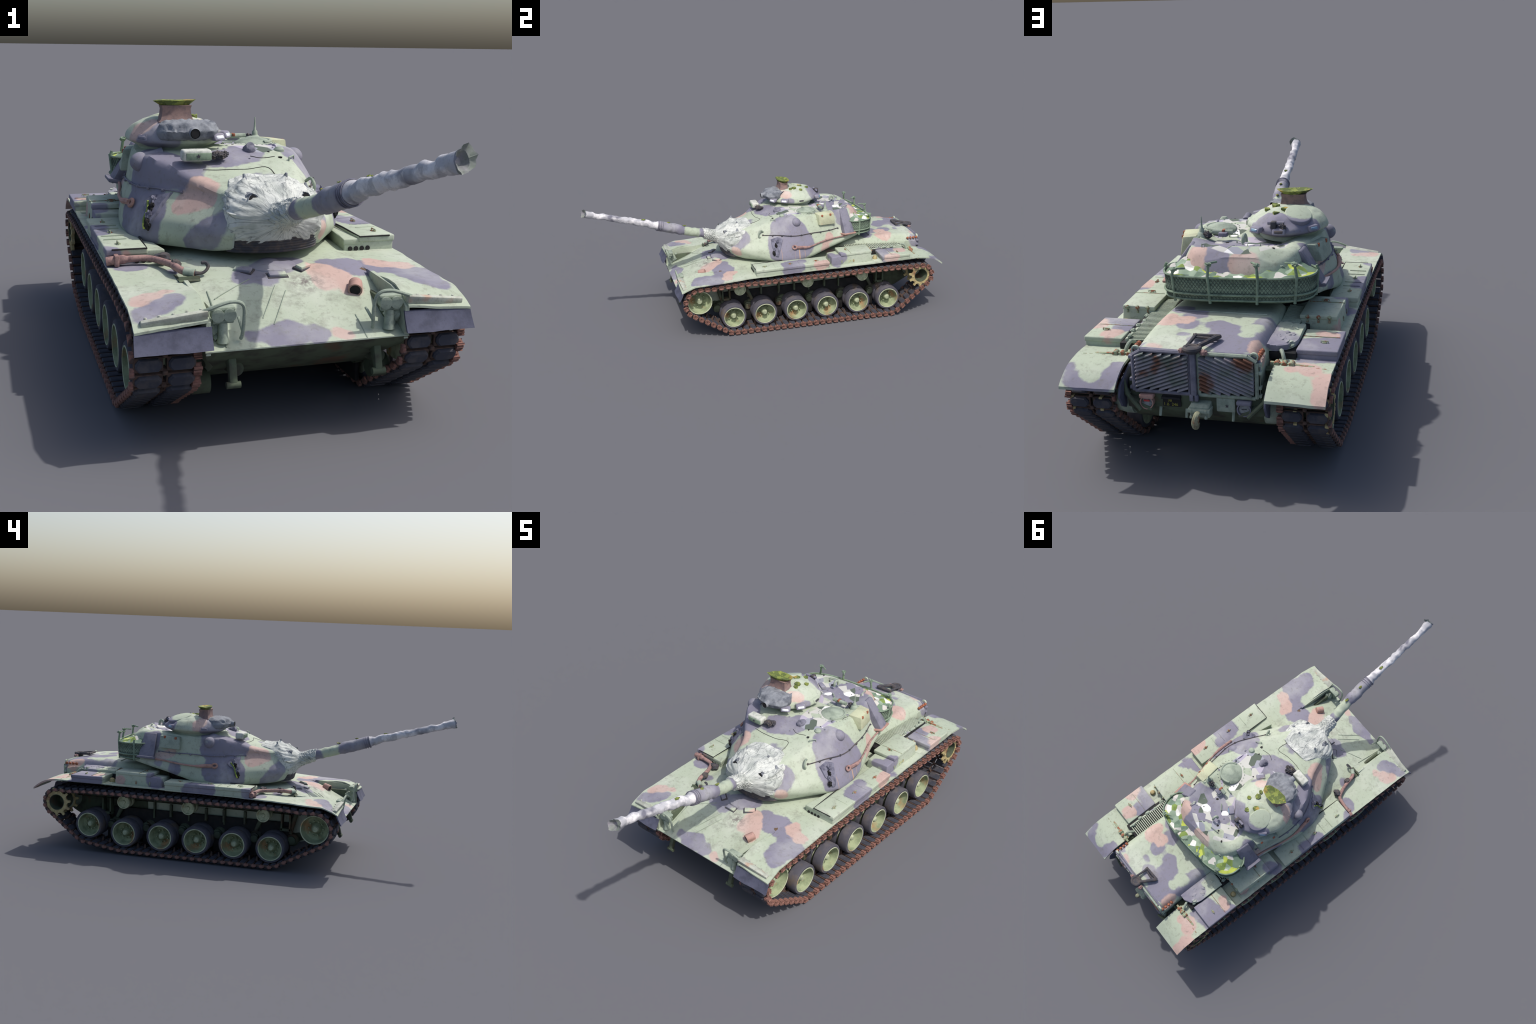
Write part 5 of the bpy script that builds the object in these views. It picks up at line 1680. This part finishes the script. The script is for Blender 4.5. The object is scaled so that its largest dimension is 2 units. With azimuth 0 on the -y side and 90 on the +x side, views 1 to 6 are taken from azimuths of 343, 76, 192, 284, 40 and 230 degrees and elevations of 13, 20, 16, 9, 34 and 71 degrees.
    prof = [(.0, .024), (.14, .026), (.245, .0262), (.27, .0255), (.285, .0275), (.30, .0305), (.40, .0295), (.47, .0275), (.485, .0225), (.56, .020), (.75, .0185), (.88, .0170), (.91, .0150), (.94, .0185), (.98, .0205), (1, .0215)]
    n = 26
    rings = []; up = Vector((0, 0, 1))
    for k, p in enumerate(path):
        t = k / 149
        r = float(np.interp(t, [a for a, b in prof], [b for a, b in prof]))
        d = (path[min(k + 1, 149)] - path[max(k - 1, 0)]).normalized()
        s = d.cross(up).normalized(); u = s.cross(d)
        r *= .94
        wob = (s * (noise3((t * 19, 1, 2), 1.0) + .6 * noise3((t * 47, 3, 2), 1.0)) + u * (noise3((t * 17, 5, 9), 1.0) + .6 * noise3((t * 41, 2, 7), 1.0))) * (.0036 if t > .2 else .001) * (1.4 if t > .5 else 1)
        ring = []
        for i in range(n):
            a = 2 * pi * i / n
            k2 = 1 + (.26 if t > .48 else .12) * noise3((cos(a) * .8, sin(a) * .8, t * 19 + .5 * sin(t * 37)), 1.3, 3) * min(1, t * 5)
            ring.append(p + wob + (s * cos(a) + u * sin(a)) * r * k2)
        rings.append(ring)
    cut = int(149 * .475)
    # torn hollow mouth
    last = rings[-1]; d = (path[-1] - path[-5]).normalized(); c = path[-1]
    petal = Vector((.80, 0, .45)).normalized()
    lip = []
    for i, q in enumerate(last):
        w = max(0, (q - c).normalized().dot(petal)) ** 3
        lip.append(c + (q - c) * (1.04 + .75 * w + .22 * max(0, noise3((i * .9, 2, 3), 1.0))) + d * (.012 * max(0, noise3((i * .7, 7, 1), 1.0)) + .005 * (1 - w)))
    inn = [c + (q - c) * .80 + d * .0 for q in last]
    deep = [c + (q - c) * .35 - d * .012 for q in last]
    g = Geo()
    g.add(*loft(rings[:cut + 1], cap1=False), 0)
    gun = g.build('gun_barrel', ['camouflage_barrel'], None, 70)
    g = Geo()
    g.add(*loft(rings[cut:], cap0=False, cap1=False), 0)
    g.add(*loft([last, lip, inn], cap0=False, cap1=False), 1)
    g.add(*loft([inn, deep], cap0=False, cap1=True), 1)
    g.build('muzzle_tube', ['mottled_barrel', 'louvre_paint'], gun, 45)
    # worn bands and leaf stuck on the barrel
    g = Geo()
    for t in (.44, .452, .464, .475):
        k = int(149 * t)
        cc = path[k]; dd = (path[k + 1] - path[k - 1]).normalized(); s = dd.cross(up).normalized(); u = s.cross(dd)
        g.add(*tube([cc + (s * cos(a) + u * sin(a)) * .0285 for a in np.linspace(0, 2 * pi, 28)], .0016, 5))
    g.build('barrel_band', ['violet_grey'], gun)
    g = Geo()
    for t, r, sgn in ((.30, .029, .6), (.42, .028, .2), (.60, .019, .3)):
        k = int(149 * t); cc = path[k]; dd = (path[k + 3] - path[k - 3]).normalized(); s = dd.cross(up).normalized(); u = s.cross(dd)
        for j in range(1):
            q = cc + dd * .014 * (j - 1) + u * (r + .001) * cos(sgn * .6) + s * r * sin(sgn * .6) * (j - 1) * .4
            g.add(*blob(q, .007, (.8, 1.5, .45), .8, 2.5, j + t * 9))
    g.build('leaf_scrap', ['olive_leaf'], gun, 20)


plain('box_green', S(186, 190, 160), S(170, 172, 146), scale=20, c3=S(196, 160, 132))
build_hull()
build_fenders()
build_boxes()
build_engine_deck()
build_rear()
build_front_fittings()
build_running_gear()
build_turret()
